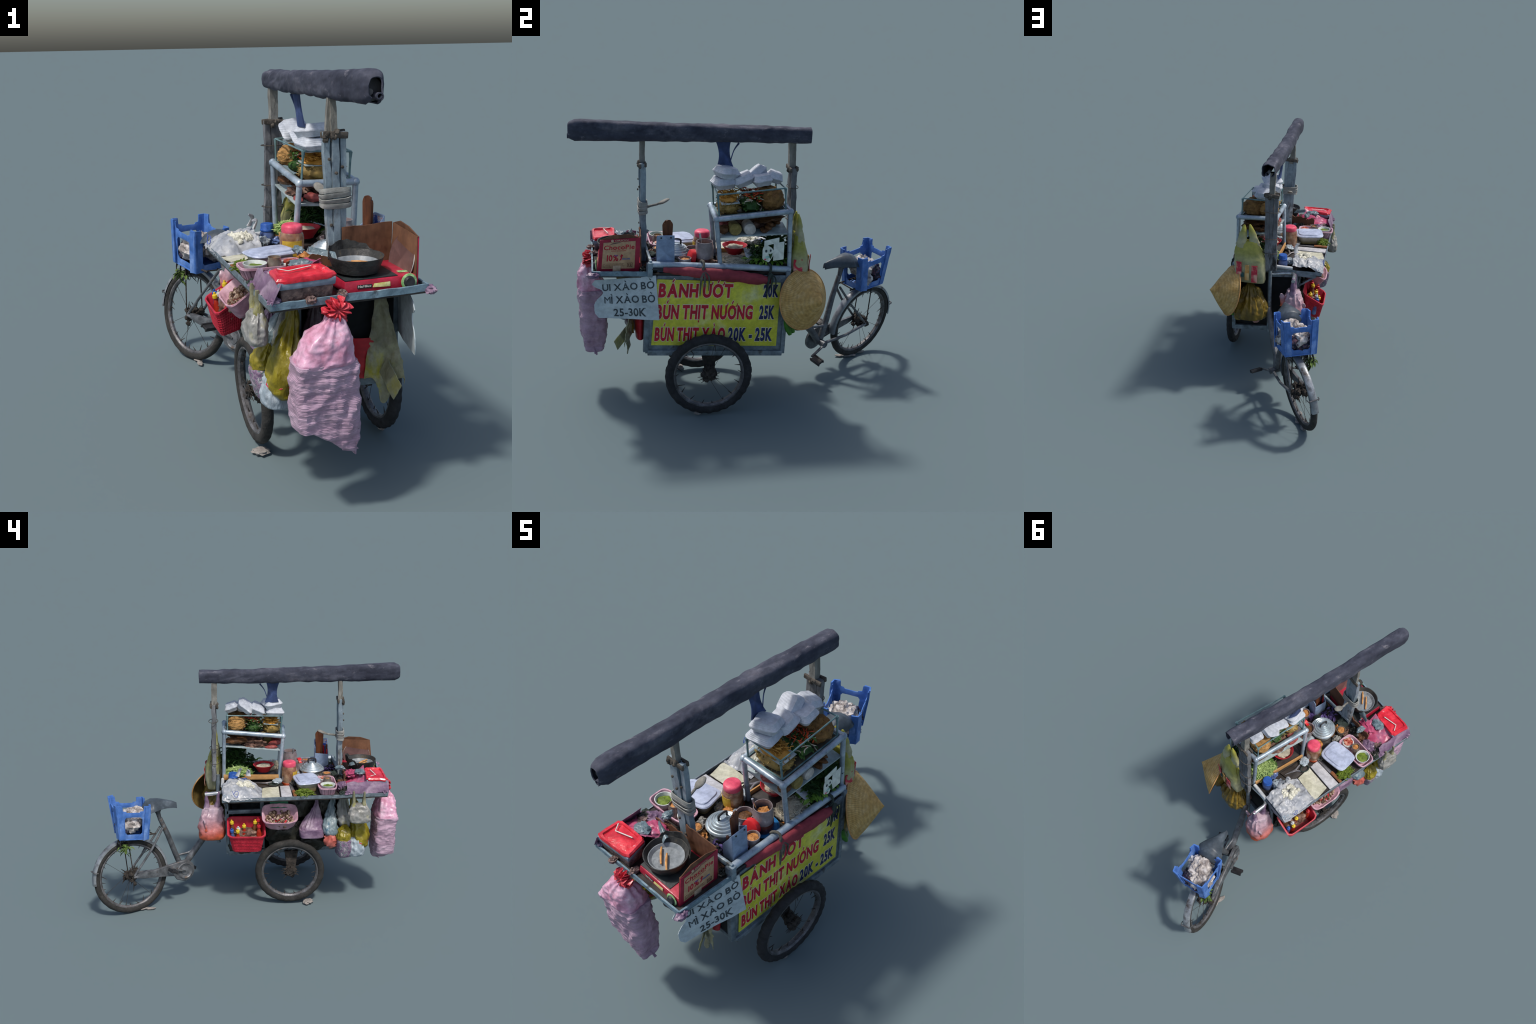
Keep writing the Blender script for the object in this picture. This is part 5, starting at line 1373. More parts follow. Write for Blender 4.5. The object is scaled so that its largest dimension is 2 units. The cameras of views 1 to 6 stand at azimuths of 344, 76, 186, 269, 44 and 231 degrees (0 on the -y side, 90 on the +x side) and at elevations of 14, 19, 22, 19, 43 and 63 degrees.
SVQ = [V((.012, -.8535, zs)), V((.285, -.8675, zs)), V((.282, -.8615, zs + .046)), V((.018, -.8475, zs + .040))]
plate('stove_label', [on_quad(SVQ, .17, .36, .001), on_quad(SVQ, .37, .36, .001), on_quad(SVQ, .37, .66, .001), on_quad(SVQ, .17, .66, .001)], .001, 'stove_black')
letters('lettering', 'NaMilux', SVQ, .18, .36, .44, .18, 'label_white', sv, th=.0006, lift=.0018)
plate('stove_label', [on_quad(SVQ, .38, .38, .001), on_quad(SVQ, .62, .34, .001), on_quad(SVQ, .62, .72, .001), on_quad(SVQ, .40, .68, .001)], .001, 'label_yellow')
plate('stove_label', [(.235, -.815, zs + .047), (.275, -.817, zs + .047), (.275, -.795, zs + .047), (.235, -.795, zs + .047)], .002, 'label_green')
cc = V((.098, -.758, 0)); zw = zs + .047
wk = thing('wok', (cc.x, cc.y, zw), 'Deep black iron pan with two fried rolls', 'frying pan')
pr = [(.001, .002), (.066, .002), (.080, .008), (.094, .045), (.098, .062), (.094, .062), (.086, .046), (.070, .022), (.001, .020)]
lathe('pan_body', pr, 'iron_black', c=(cc.x, cc.y, zw), n=48, mod=lambda i, th: 1 + .03 * noise.noise(V((math.cos(th) * 2, math.sin(th) * 2, i * .2))))
lathe('pan_base', [(.001, .0225), (.068, .0235), (.080, .040), (.076, .040), (.064, .026), (.001, .025)], 'iron_grey', c=(cc.x, cc.y, zw), n=40)
for k, (dx, dy) in enumerate(((-.022, -.012), (.022, -.020))):
    tube('fried_roll', smooth_path([cc + V((dx + .035, dy - .030, zw + .036)), cc + V((dx, dy, zw + .038)), cc + V((dx - .035, dy + .035, zw + .036))], 5), [.004, .0055, .004], 'fried_roll', n=8, rough=.3)
def rimflap(u, v):
    a = math.radians(30 + 130 * u); r = .096 + .006 * v + .006 * fbm(V((u * 6, 0, 0)), 2)
    return V((cc.x + r * math.cos(a), cc.y + r * math.sin(a), zw + .05 + .045 * v * math.sin(pi * u) ** .6 + .01 * fbm(V((u * 8, v, 1)), 1)))
shell('pan_shield', rimflap, 30, 8, .003, 'iron_black')
def mitt(u, v):
    p = V((.03, -.70, .905)).lerp(V((-.05, -.665, .925)), u); w = .045 * (1 - .75 * u)
    return p + V((.2 * w, (v - .5) * w, .012 * math.sin(v * pi) - .03 * (v - .5) ** 2))
shell('foil_flap', mitt, 16, 10, .003, 'film_teal')

# ---- opened snack carton used as a wind shield
bx = thing('snack_carton', (.30, -.75, .80), 'Cut-open crimson snack carton used as wind shield', 'cardboard box')
zb = tf(.3, -.75)
CQ = [V((.285, -.862, zb)), V((.290, -.650, zb - .002)), V((.300, -.642, .995)), V((.293, -.845, .985))]
plate('carton_wall', CQ, .005, ['print_crimson'])
plate('carton_wall', [p - V((.0055, 0, 0)) for p in CQ], .004, 'cardboard')
def back(u, v):
    x = .290 - .195 * u; y = -.640 + .008 * u
    top = .998 - .010 * u + .002 * math.sin(u * 9)
    return V((x, y + .006 * fbm(V((u * 5, v * 3, 0)), 3), zb + (top - zb) * v))
shell('carton_wall', back, 24, 16, .005, 'cardboard')
def low(u, v):
    x = .095 - .215 * u; top = .905 - .03 * u + .012 * fbm(V((u * 7, 1, 2)), 2)
    return V((x, -.632 + .01 * u + .012 * (v - .5) * math.sin(u * 5), zb + (top - zb) * v))
shell('carton_wall', low, 30, 10, .006, 'cardboard')
plate('carton_flap', [(.291, -.848, .984), (.287, -.78, 1.008), (.293, -.70, 1.012), (.297, -.645, .996)], .005, 'cardboard')
FQ = [p + V((.003, 0, 0)) for p in CQ]
q_ = lambda a, b, c_, d_, l=.0005: [on_quad(FQ, a, b, l), on_quad(FQ, c_, b, l), on_quad(FQ, c_, d_, l), on_quad(FQ, a, d_, l)]
plate('printed_panel', q_(.09, .10, .885, .915), .0012, 'print_tan')
letters('lettering', 'ChocoPie', FQ, .11, .865, .69, .135, 'letter_red', bx, th=.0006, bold=.02, lift=.0014)
letters('lettering', 'ORION', FQ, .37, .70, .935, .045, 'tape_tan', bx, th=.0006, bold=.01, lift=.0008)
lathe('printed_dot', [(.001, .001), (.007, .001), (.007, 0)], 'tape_tan', c=on_quad(FQ, .31, .957, .0006), ax=(1, 0, 0), n=16)
letters('lettering', '10%', FQ, .20, .48, .345, .18, 'letter_red', bx, th=.0006, bold=.03, lift=.0014)
letters('lettering', 'THÊM', FQ, .37, .47, .485, .045, 'print_blue', bx, th=.0006, bold=.02, lift=.0016)
letters('lettering', 'KHỐI LƯỢNG', FQ, .575, .77, .375, .045, 'print_blue', bx, th=.0006, bold=.02, lift=.0014)
letters('lettering', 'Bánh Chocopie', FQ, .30, .66, .635, .03, 'letter_red', bx, th=.0005, lift=.0014)
ar = [(.50, .35), (.53, .40), (.54, .47), (.515, .47), (.555, .545), (.60, .49), (.575, .48), (.57, .42), (.55, .36)]
v, f = rings_mesh([[on_quad(FQ, s, t, .0012) for s, t in ar], [on_quad(FQ, s, t, .002) for s, t in ar]]); put('printed_arrow', v, f, 'letter_red', smooth=False)
for k in range(4):
    letters('lettering', ('keep in a cool dry place away from light', 'net weight and storage details on side', 'use before the date shown on the pack', 'made from wheat flour sugar cocoa')[k], FQ, .11, (.62, .60, .64, .55)[k], .25 - .035 * k, .018, 'print_brown', bx, th=.0004, lift=.0014)
fr2 = Geo()
for a, b, c_, d_ in ((.70, .145, .83, .155), (.70, .262, .83, .272), (.70, .145, .712, .272), (.818, .145, .83, .272)):
    fr2.add(*plate_g(q_(a, b, c_, d_, .0016), .0006, 0))
fr2.put('printed_frame', 'print_brown', smooth=False)
letters('lettering', '12', FQ, .725, .81, .17, .075, 'print_brown', bx, th=.0006, bold=.02, lift=.0014)
plate('packing_tape', q_(.36, -.03, .55, .20, .0026), .001, 'tape_tan')
# round brown disc with a pale edge, leaning inside
lathe('leaning_disc', [(.001, .003), (.086, .003), (.090, .006), (.090, -.002), (.001, -.004)], 'disc_brown', c=(.279, -.752, .885), ax=(-1, 0, .22), n=48)
tube('pale_disc_edge', [(V((.277, -.752, .886)) + V((.22 * math.sin(a), math.cos(a), .975 * math.sin(a))) * .089) for a in [k * 2 * pi / 48 for k in range(48)]], .0022, 'label_white', n=6, loop=True)
lump('paper_scrap', (-.065, -.60, .912), (.018, .028, .014), 'film_teal', parent=None, seed=22, amp=.4, cr=.3, label='Scrap of blue and white wrapper', category='wrapper')
lump('paper_wad', (.32, -.885, .803), (.02, .03, .014), 'film_purple', parent=None, seed=23, amp=.4, cr=.3, label='Small crumpled wad of pinkish paper', category='paper')

# ---- big pink bag of rice paper hanging at the front
pk = thing('pink_hanging_bag', (-.06, -.89, .22), 'Large knotted pink bag packed with folded sheets', 'plastic bag')
secs = [(-.074, -.876, .340, .090, .040, 3, .0), (-.072, -.879, .350, .106, .057, 3, .0), (-.073, -.882, .40, .113, .066, 3, .0), (-.073, -.886, .46, .116, .068, 3, .0),
        (-.075, -.889, .54, .114, .068, 2, .0), (-.082, -.892, .600, .107, .069, 2, .01)]
v, f = bag_g(secs, seed=3, amp=.010, freq=17, pw=5, n=140, rows=120)
for p in v:          # the lower right corner sags to a point; sheets show as fine level ridges
    k = max(0, (.50 - p.z) / .16)
    p.z -= k * max(0, p.x + .13) * .62 * (1 if p.x < .03 else 1.15)
    p.y += -.008 * k + .010 * crease(V((p.x * 22, p.y * 10, p.z * 11)), 7) + .006 * crease(V((p.x * 7, p.y * 6, p.z * 34)), 9)
    p.x += .012 * crease(V((1, p.y * 6, p.z * 14)), 6) * (1 if p.x > -.08 else .4)
put('bag_body', v, f, 'pink_sheet_stack', angle=35)
bag('bag_top', [(-.082, -.892, .590, .108, .070, 2, .01), (-.076, -.895, .632, .090, .064, 2, .03), (-.066, -.902, .682, .072, .056, 0, .05), (-.052, -.903, .722, .042, .038, 0, .10), (-.045, -.900, .750, .024, .024, 0, .16)], 'pink_bag_top', seed=5, amp=.010, freq=18, pw=3.6, nf=9, n=80, rows=40, angle=50)
g = Geo()
for rad, y0, nn, sd in ((.050, -.900, 6, 1), (.038, -.914, 5, 4)):
    def ros(u, v):
        th = 2 * pi * u; r = rad * (.15 + .85 * v) * (1 + .16 * math.sin(nn * th + sd) + .12 * fbm(V((math.cos(th) * 2, math.sin(th) * 2, sd)), 3))
        puff = .014 * math.sin(nn * th * 2 + sd) * v + .010 * math.sin(v * pi)
        p = V((-.034 + r * math.cos(th), y0 - puff, .774 + r * .85 * math.sin(th)))
        return p + V((0, -1, 0)) * .006 * crease(p * 60, sd)
    g.add(*shell_g(ros, 97, 9, .002))
g.add(*lump_g((-.040, -.900, .762), (.026, .022, .024), seed=6, amp=.4, cr=.3))
g.put('bag_knot', 'film_red', angle=60)
def tail(u, v):
    p = V((.00, -.880, .262)).lerp(V((.050, -.876, .248)), u); w = .05 * (1 - .7 * u)
    return p + V((.01 * v, .008 * math.sin(v * 5), (v - .5) * w - .018 * u))
shell('bag_tail', tail, 12, 10, .003, 'pink_sheet_stack')

# ---- conical palm hat
ht = thing('conical_hat', (.345, .244, .456), 'Woven conical palm-leaf hat hung on its side', 'hat')
ap = V((.483, .297, .661)); bc = V((.3588, .2293, .6353)); hh = (ap - bc).length; hr = .1665
ha = V((math.cos(.486) * math.cos(.250), math.sin(.486) * math.cos(.250), math.sin(.250)))
hu, hw = frame_of(ha)
def cone(rad, nm, mm, shrink, n=128, m=34):
    rings = []
    for i in range(m + 1):
        t = i / m
        r = max(.0015, hr * (1 - t) + .012 * math.sin(pi * t) * (1 - t)) - shrink * (1 - t); ring = []
        for k in range(n):
            a = 2 * pi * k / n
            w = 1 + .012 * math.sin(a * 2 + 1) + (.004 * (-1) ** k) * (1 - t) + .0025 * math.sin(t * 90)
            ring.append(bc.lerp(ap, t) - ha * shrink + (hu * math.cos(a) + hw * math.sin(a)) * r * w)
        rings.append(ring)
    return rings
o = cone(hr, '', '', 0); v, f = rings_mesh(o, caps=False); b0 = len(o) * 128
inn = cone(hr, '', '', .005); v2, f2 = rings_mesh(inn, caps=False)
hat_o = put('hat_crown', v, f + [tuple((len(o) - 1) * 128 + j for j in range(128))], 'hat_palm', angle=60)
def weave(m, o):
    """radial palm ribs and rings, laid out about the hat's own axis"""
    nt = m.node_tree; N, L = nt.nodes, nt.links
    R = ha.to_track_quat('Z', 'Y').to_matrix().inverted()
    mp = N.new('ShaderNodeMapping'); mp.inputs['Rotation'].default_value = R.to_euler()
    mp.inputs['Location'].default_value = R @ (wpos(o) - ap)
    tc = N.new('ShaderNodeTexCoord'); L.new(tc.outputs['Object'], mp.inputs['Vector'])
    gr = N.new('ShaderNodeTexGradient'); gr.gradient_type = 'RADIAL'; L.new(mp.outputs['Vector'], gr.inputs['Vector'])
    def wavy(src, k, nm='SINE'):
        a = N.new('ShaderNodeMath'); a.operation = 'MULTIPLY'; a.inputs[1].default_value = k; L.new(src, a.inputs[0])
        b = N.new('ShaderNodeMath'); b.operation = nm; L.new(a.outputs[0], b.inputs[0]); return b.outputs[0]
    sx = N.new('ShaderNodeSeparateXYZ'); L.new(mp.outputs['Vector'], sx.inputs[0])
    rib = wavy(gr.outputs['Fac'], 2 * pi * 90); ring = wavy(sx.outputs['Z'], 2 * pi * 75)
    ad = N.new('ShaderNodeMath'); ad.operation = 'MULTIPLY_ADD'; ad.inputs[1].default_value = .6; L.new(ring, ad.inputs[0]); L.new(rib, ad.inputs[2])
    mr = N.new('ShaderNodeMapRange'); mr.inputs['From Min'].default_value = -1.6; mr.inputs['From Max'].default_value = 1.6
    mr.inputs['To Min'].default_value = .72; mr.inputs['To Max'].default_value = 1.12; L.new(ad.outputs[0], mr.inputs['Value'])
    bsdf = N['Principled BSDF']; src = bsdf.inputs['Base Color'].links[0].from_socket
    hs = N.new('ShaderNodeHueSaturation'); L.new(src, hs.inputs['Color']); L.new(mr.outputs['Result'], hs.inputs['Value']); L.new(hs.outputs['Color'], bsdf.inputs['Base Color'])
weave(M['hat_palm'], hat_o)
put('hat_lining', v2, f2 + [tuple((len(o) - 1) * 128 + j for j in range(128))], 'hat_inside', angle=60)
tube('hat_rim', [bc + (hu * math.cos(a) + hw * math.sin(a)) * hr * (1 + .012 * math.sin(a * 2 + 1)) for a in [k * 2 * pi / 80 for k in range(80)]], .004, 'wood_tray', n=8, loop=True)

# ---- carrier bags
def handles(o_mat, shoulders, tops, r=(.022, .014, .007), name='bag_handle', flat=(1, .4), seed=0):
    for k, (s, t) in enumerate(zip(shoulders, tops)):
        s, t = V(s), V(t); mid = (s + t) / 2 + V((0, 0, .01))
        v, f = tube_g(smooth_path([s - V((0, 0, .03)), s, mid, t], 6), [r[0] * 1.1, r[0], r[1], r[2]], n=14, flat=flat, rough=.35, seed=seed + k)
        put(name, v, f, o_mat, angle=60)
yb = thing('grocery_bag', (.225, .205, .715), 'Yellow-green grocery carrier bag with red printing', 'plastic bag')
bag('bag_body', [(.225, .215, .715, .085, .026, -6, 0), (.225, .218, .722, .098, .044, -6, .0), (.228, .220, .80, .100, .052, -6, .01), (.232, .218, .87, .098, .048, -6, .02), (.240, .212, .915, .090, .036, -6, .04), (.246, .207, .955, .074, .027, -6, .06), (.250, .202, .990, .056, .018, -6, .06)], 'bag_grocery', seed=4, amp=.006, freq=20, pw=3.5, nf=11)
handles('bag_grocery', [(.287, .206, .965), (.208, .202, .965)], [(.274, .198, 1.095), (.240, .196, 1.100)], r=(.038, .022, .006), flat=(1, .7), seed=2)
def gpan(a0, a1, b0, b1, nm, mm):
    def P(u, v):
        t = a0 + (a1 - a0) * u
        xx = .325 - .195 * t; zz = .73 + .155 * (b0 + (b1 - b0) * v)
        return V((xx, .220 + .060 + .010 * (t - .5) - .012 * (abs(t - .5) * 2) ** 3 + .002 * math.sin(zz * 60), zz))
    shell(nm, P, 8, 12, .003, mm)
gpan(.06, .24, .02, .88, 'printed_panel', 'grocery_red'); gpan(.36, .50, .08, .75, 'printed_panel', 'grocery_orange'); gpan(.58, .78, .0, .75, 'printed_panel', 'grocery_red'); gpan(.22, .32, .22, .40, 'printed_dot', 'grocery_green')
def gpx(u, v):     # same print on the side facing out
    return V((.331 + .004 * math.sin(v * 6), .172 + .05 * u, .735 + .12 * v))
shell('printed_panel', gpx, 6, 10, .003, 'grocery_red')

bb = thing('brown_yellow_bag', (.215, .19, .455), 'Twisted brownish yellow carrier bag', 'plastic bag')
bag('bag_body', [(.225, .232, .448, .070, .040, 0, .0), (.226, .234, .462, .094, .062, 0, .03), (.224, .232, .52, .092, .064, 0, .09), (.222, .222, .58, .066, .048, 0, .16), (.226, .205, .63, .040, .030, 0, .22), (.232, .19, .685, .014, .010, 0, .2)], 'bag_brown_yellow', seed=7, amp=.009, freq=20, nf=12)
bag('bag_body', [(.145, .215, .452, .026, .026, 0, .0), (.143, .218, .50, .040, .042, 0, .06), (.150, .212, .56, .034, .034, 0, .12), (.185, .195, .66, .010, .010, 0, .15)], 'bag_brown_yellow', seed=9, amp=.008, freq=24, nf=9)
bag('bag_body', [(.300, .225, .43, .018, .02, 0, .0), (.302, .230, .48, .030, .034, 0, .06), (.292, .222, .56, .024, .028, 0, .12), (.27, .20, .66, .008, .010, 0, .15)], 'bag_brown_yellow', seed=19, amp=.008, freq=24, nf=9)
lump('stuffed_film', (.335, .222, .590), (.030, .080, .105), 'bag_brown_yellow', seed=21, amp=.25, cr=.2, n=36)
pg = thing('pork_knuckles', (.24, .12, .36), 'Two pale pink pork knuckles on the cart floor', 'meat')
tube('pork_knuckle', smooth_path([(.315, .125, .425), (.27, .128, .412), (.23, .13, .400)], 5), [.020, .022, .020, .016], 'pork_pink', n=16, rough=.2)
lump('pork_knuckle', (.195, .135, .395), (.030, .028, .024), 'pork_pink', seed=5, amp=.15)
cu_ = thing('cucumbers', (.352, .150, .44), 'Dark green cucumbers tucked behind the hat', 'vegetable')
tube('cucumber', smooth_path([(.352, .135, .53), (.356, .148, .48), (.366, .165, .43)], 5), [.012, .018, .018, .010], 'cucumber', n=14, rough=.1)
lump('leafy_bundle', (.342, .168, .560), (.022, .040, .095), 'bag_brown_yellow', seed=8, amp=.3, cr=.2)
tube('cucumber', smooth_path([(.345, .165, .52), (.345, .175, .47), (.352, .185, .435)], 5), [.012, .017, .017, .010], 'cucumber', n=14, rough=.1)

hb = thing('pink_carrier_bag', (-.07, .24, .47), 'Thin pinkish carrier bag with orange-red contents', 'plastic bag')
bag('bag_body', [(-.075, .236, .462, .058, .072, 0, 0), (-.075, .236, .472, .074, .084, 0, .01), (-.072, .234, .53, .076, .084, 0, .02), (-.068, .232, .59, .064, .078, 0, .04), (-.064, .228, .64, .046, .066, 0, .08), (-.064, .226, .668, .034, .050, 0, .10)], 'bag_pink_orange', seed=5, amp=.010, freq=20, pw=3.2, nf=12)
handles('film_purple', [(-.062, .262, .66), (-.062, .195, .655)], [(-.063, .262, .770), (-.064, .182, .772)], r=(.030, .018, .010), flat=(.8, .7), seed=5)
handles('bag_pink_orange', [(.0, .262, .60), (-.128, .27, .56)], [(.012, .275, .665), (-.142, .285, .61)], r=(.020, .018, .006), flat=(1, .5), seed=8, name='bag_corner')

# ---- red basket with sauce bottles
rb_ = thing('red_bottle_basket', (-.18, .005, .42), 'Red slatted plastic basket of sauce bottles', 'basket')
T_ = [V((-.258, .124, .535)), V((-.258, -.104, .528)), V((-.125, -.100, .610)), V((-.120, .126, .612))]
B_ = [V((-.232, .098, .418)), V((-.232, -.078, .416)), V((-.142, -.078, .442)), V((-.142, .098, .442))]
def brng(t, ins=0, n=12, dz=0):
    q = [B_[i].lerp(T_[i], t) for i in range(4)]; cc = sum(q, V()) / 4; q = [p + (cc - p).normalized() * ins for p in q]
    out = []
    for k in range(4 * n):
        i = k // n; u = (k % n) / n; p = q[i].lerp(q[(i + 1) % 4], u)
        if k % n == 0: p = p + (cc - p) * .10
        if k % n in (1, n - 1): p = p + (cc - p) * .02
        out.append(p + V((0, 0, dz)))
    return out
v, f = rings_mesh([brng(0), brng(.92), brng(.94, -.010), brng(1.02, -.010), brng(1.02, .002), brng(.92, .006), brng(.05, .006)]); put('basket_shell', v, f, 'basket_red', angle=35)
g = Geo()
for t in (.12, .22, .32, .42, .52, .62, .72, .82):
    g.add(*tube_g(brng(t, -.0005), .0022, n=5, loop=True))
for k in range(0, 48, 1):
    g.add(*tube_g([brng(.06, -.001)[k], brng(.9, -.001)[k]], .0018, n=5))
g.put('basket_lattice', 'basket_red', stuff=True)
def bottle(x, y, z, ax, mm, cap, sc=1):
    lathe('bottle_body', [(.001, 0), (.020 * sc, 0), (.022 * sc, .006), (.022 * sc, .06), (.012 * sc, .085), (.009 * sc, .10), (.001, .10)], mm, c=(x, y, z), ax=ax, n=20)
    c = V((x, y, z)) + V(ax).normalized() * .098
    lathe('bottle_cap', [(.001, 0), (.012, 0), (.013, .004), (.012, .016), (.006, .019), (.005, .028), (.001, .029)], cap, c=c, ax=ax, n=18)
for (x, y, z, ax_, mm, cap) in ((-.178, .025, .478, (-.22, 0, 1), 'bottle_red', 'bottle_cap_yellow'), (-.160, .092, .49, (-.08, .1, 1), 'bottle_amber', 'bottle_cap_yellow'), (-.165, -.035, .49, (-.08, -.1, 1), 'bottle_amber', 'bottle_cap_yellow'),
                               (-.185, .062, .462, (-.2, 0, 1), 'jar_smoky', 'pvc_white'), (-.205, .066, .452, (-.18, .0, 1), 'bottle_red', 'bottle_cap_yellow'), (-.190, -.068, .475, (-.15, 0, 1), 'bottle_red', 'plastic_red'), (-.195, .098, .455, (-.2, .05, 1), 'bottle_blue', 'cap_blue'), (-.155, -.065, .50, (-.1, 0, 1), 'bottle_amber', 'plastic_red')):
    bottle(x, y, z, ax_, mm, cap, .8)
lump('sauce_sachets', (-.175, .01, .515), (.045, .088, .038), 'meat_mixed', seed=12, amp=.35, n=30, cr=.2)

# ---- pale pink pan of snails in a bag
tb = thing('snail_pan', (-.18, -.205, .59), 'Pinkish bagged basin full of brown snails', 'food container')
def tr_(s, t):     # rounded rectangle rim, tilted so that it opens outwards
    c = V((-.195, -.204, .655)); u = V((0, 1, 0)); w = V((-.055, 0, -.055)) * 1.0
    out = []
    for k in range(44):
        a = 2 * pi * k / 44; ca, sa = math.cos(a), math.sin(a); q = (abs(ca) ** 4 + abs(sa) ** 4) ** (-.25)
        out.append(c + u * ca * q * .108 * s + V((-.058 * sa * q * s, 0, -.042 * sa * q * s)) + V((.028, 0, -.055)) * t)
    return out
rr_ = [tr_(.72, 1.35), tr_(.90, .9), tr_(1.0, .1), tr_(1.07, -.02), tr_(1.05, -.10), tr_(.96, -.06), tr_(.86, .45), tr_(.7, .6)]
rr_ = [[p + V((1, 0, 1)) * .004 * crease(p * 24, 2) for p in r] for r in rr_]
v, f = rings_mesh(rr_); put('basin', v, f, 'basket_pink', angle=60)
R4 = random.Random(11); bs = None
for k in range(60):
    a = R4.uniform(0, 2 * pi); q = R4.random() ** .5
    c = V((-.188, -.204, .618)) + V((-.045 * q * math.sin(a), .088 * q * math.cos(a), -.034 * q * math.sin(a) + R4.uniform(-.004, .012)))
    if bs is None: bs = lump('snail', c, (.013, .011, .010), 'snail_shell', seed=4, amp=.25, n=14)
    else: twin(bs, 'snail', c, rot=(R4.uniform(0, 6), R4.uniform(0, 6), R4.uniform(0, 6)), sc=R4.uniform(.75, 1.25))
lump('basin_underside', (-.165, -.203, .590), (.055, .088, .030), 'plastic_red', seed=3, amp=.06)
plate('leaf_liner', [(-.135, -.265, .675), (-.135, -.140, .675), (-.128, -.145, .72), (-.128, -.260, .72)], .004, 'leaf_green_tray')

dk = thing('dark_sacks', (-.08, -.2, .36), 'Dark crumpled sacks stuffed in the open cart body', 'plastic bag')
for c, r, sd in (((-.080, -.235, .475), (.040, .115, .085), 1), ((-.075, -.435, .415), (.035, .110, .055), 2), ((-.085, .02, .400), (.035, .100, .050), 3), ((-.06, -.33, .66), (.035, .09, .08), 4), ((-.07, -.50, .68), (.03, .06, .07), 5)):
    lump('sack', c, r, 'film_dark', seed=sd + 50, amp=.3, cr=.25, n=40)

# ---- bags at the front corner
cbg = thing('clear_handled_bag', (-.255, -.70, .62), 'Pale clear carrier bag hooked on the table edge', 'plastic bag')
bag('bag_body', [(-.262, -.703, .612, .022, .045, 0, 0), (-.262, -.703, .625, .034, .066, 0, .02), (-.262, -.702, .66, .036, .066, 0, .04), (-.258, -.700, .705, .030, .056, 0, .06), (-.254, -.698, .735, .020, .042, 0, .1)], 'film_clear_grey', seed=6, amp=.007, freq=24, nf=9, pw=3)
handles('bag_yellow_green', [(-.256, -.665, .735), (-.256, -.728, .735)], [(-.262, -.664, .822), (-.262, -.732, .815)], r=(.019, .012, .007), flat=(1, .7), seed=3)
pb_ = thing('purple_string_bag', (-.19, -.41, .48), 'Thin purple bag holding a pale box', 'plastic bag')
bag('bag_body', [(-.145, -.412, .478, .046, .070, 0, 0), (-.145, -.412, .486, .050, .078, 0, .0), (-.145, -.412, .535, .048, .080, 0, .01)], 'film_purple', seed=8, amp=.004, freq=22, pw=4)
bag('bag_neck', [(-.145, -.412, .530, .047, .079, 0, .02), (-.132, -.418, .570, .032, .062, 0, .10), (-.122, -.430, .62, .018, .038, 0, .18), (-.112, -.443, .675, .010, .014, 0, .2), (-.108, -.446, .71, .005, .006, 0, .2), (-.105, -.446, .76, .004, .005, 0, .2)], 'film_purple', seed=9, amp=.005, freq=24, nf=17)
tl_ = thing('teal_bag', (-.19, -.53, .44), 'Clear bluish bag with salmon packets at the bottom', 'plastic bag')
bag('bag_body', [(-.175, -.535, .495, .024, .035, 0, 0), (-.178, -.530, .52, .030, .044, 0, .03), (-.155, -.528, .58, .022, .040, 0, .08), (-.120, -.538, .65, .012, .022, 0, .15), (-.10, -.55, .75, .008, .010, 0, .2)], 'film_teal', seed=4, amp=.008, freq=24, nf=9)
lump('salmon_packet', (-.190, -.538, .462), (.040, .050, .045), 'film_salmon', seed=6, amp=.3, cr=.2)
ck = thing('checked_bag', (-.21, -.62, .345), 'Checked woven bag with yellow film on top', 'bag')
bag('bag_body', [(-.165, -.620, .340, .030, .030, 15, 0), (-.180, -.615, .36, .048, .045, 15, .01), (-.200, -.610, .42, .046, .045, 15, .01), (-.215, -.608, .482, .040, .040, 15, .02)], 'check_weave', seed=5, amp=.004, freq=20, pw=4)
bag('bag_top', [(-.215, -.608, .478, .042, .040, 15, .02), (-.217, -.610, .51, .040, .042, 15, .05), (-.205, -.614, .545, .026, .030, 15, .1), (-.19, -.62, .57, .008, .01, 15, .1)], 'bag_yellow', seed=6, amp=.007, freq=24)
ybg = thing('yellow_bag', (-.16, -.70, .42), 'Crumpled mustard yellow carrier bag', 'plastic bag')
bag('bag_body', [(-.150, -.715, .40, .05, .045, 20, 0), (-.155, -.710, .43, .066, .062, 20, .03), (-.155, -.706, .50, .066, .062, 20, .08), (-.143, -.702, .57, .048, .048, 20, .12), (-.128, -.692, .64, .030, .032, 20, .2), (-.11, -.68, .74, .008, .010, 20, .2)], 'bag_yellow', seed=12, amp=.011, freq=18, nf=8)
tube('bag_trim', [(-.155 + .068 * math.cos(a), -.708 + .066 * math.sin(a), .452 + .008 * math.sin(3 * a)) for a in [k * 2 * pi / 24 for k in range(24)]], .006, 'film_red', n=6, loop=True, rough=.5)
whb = thing('white_film_bag', (-.18, -.69, .36), 'Pleated whitish film bag hanging low', 'plastic bag')
bag('bag_body', [(-.165, -.690, .350, .040, .035, 12, 0), (-.178, -.690, .365, .056, .050, 12, .02), (-.188, -.692, .41, .056, .052, 12, .05), (-.182, -.690, .46, .046, .046, 12, .08), (-.172, -.69, .50, .028, .03, 12, .1)], 'film_clear_white', seed=8, amp=.007, freq=20, nf=14)
gb = thing('grey_clear_bag', (-.13, -.60, .50), 'Greyish clear bag hanging below the table', 'plastic bag')
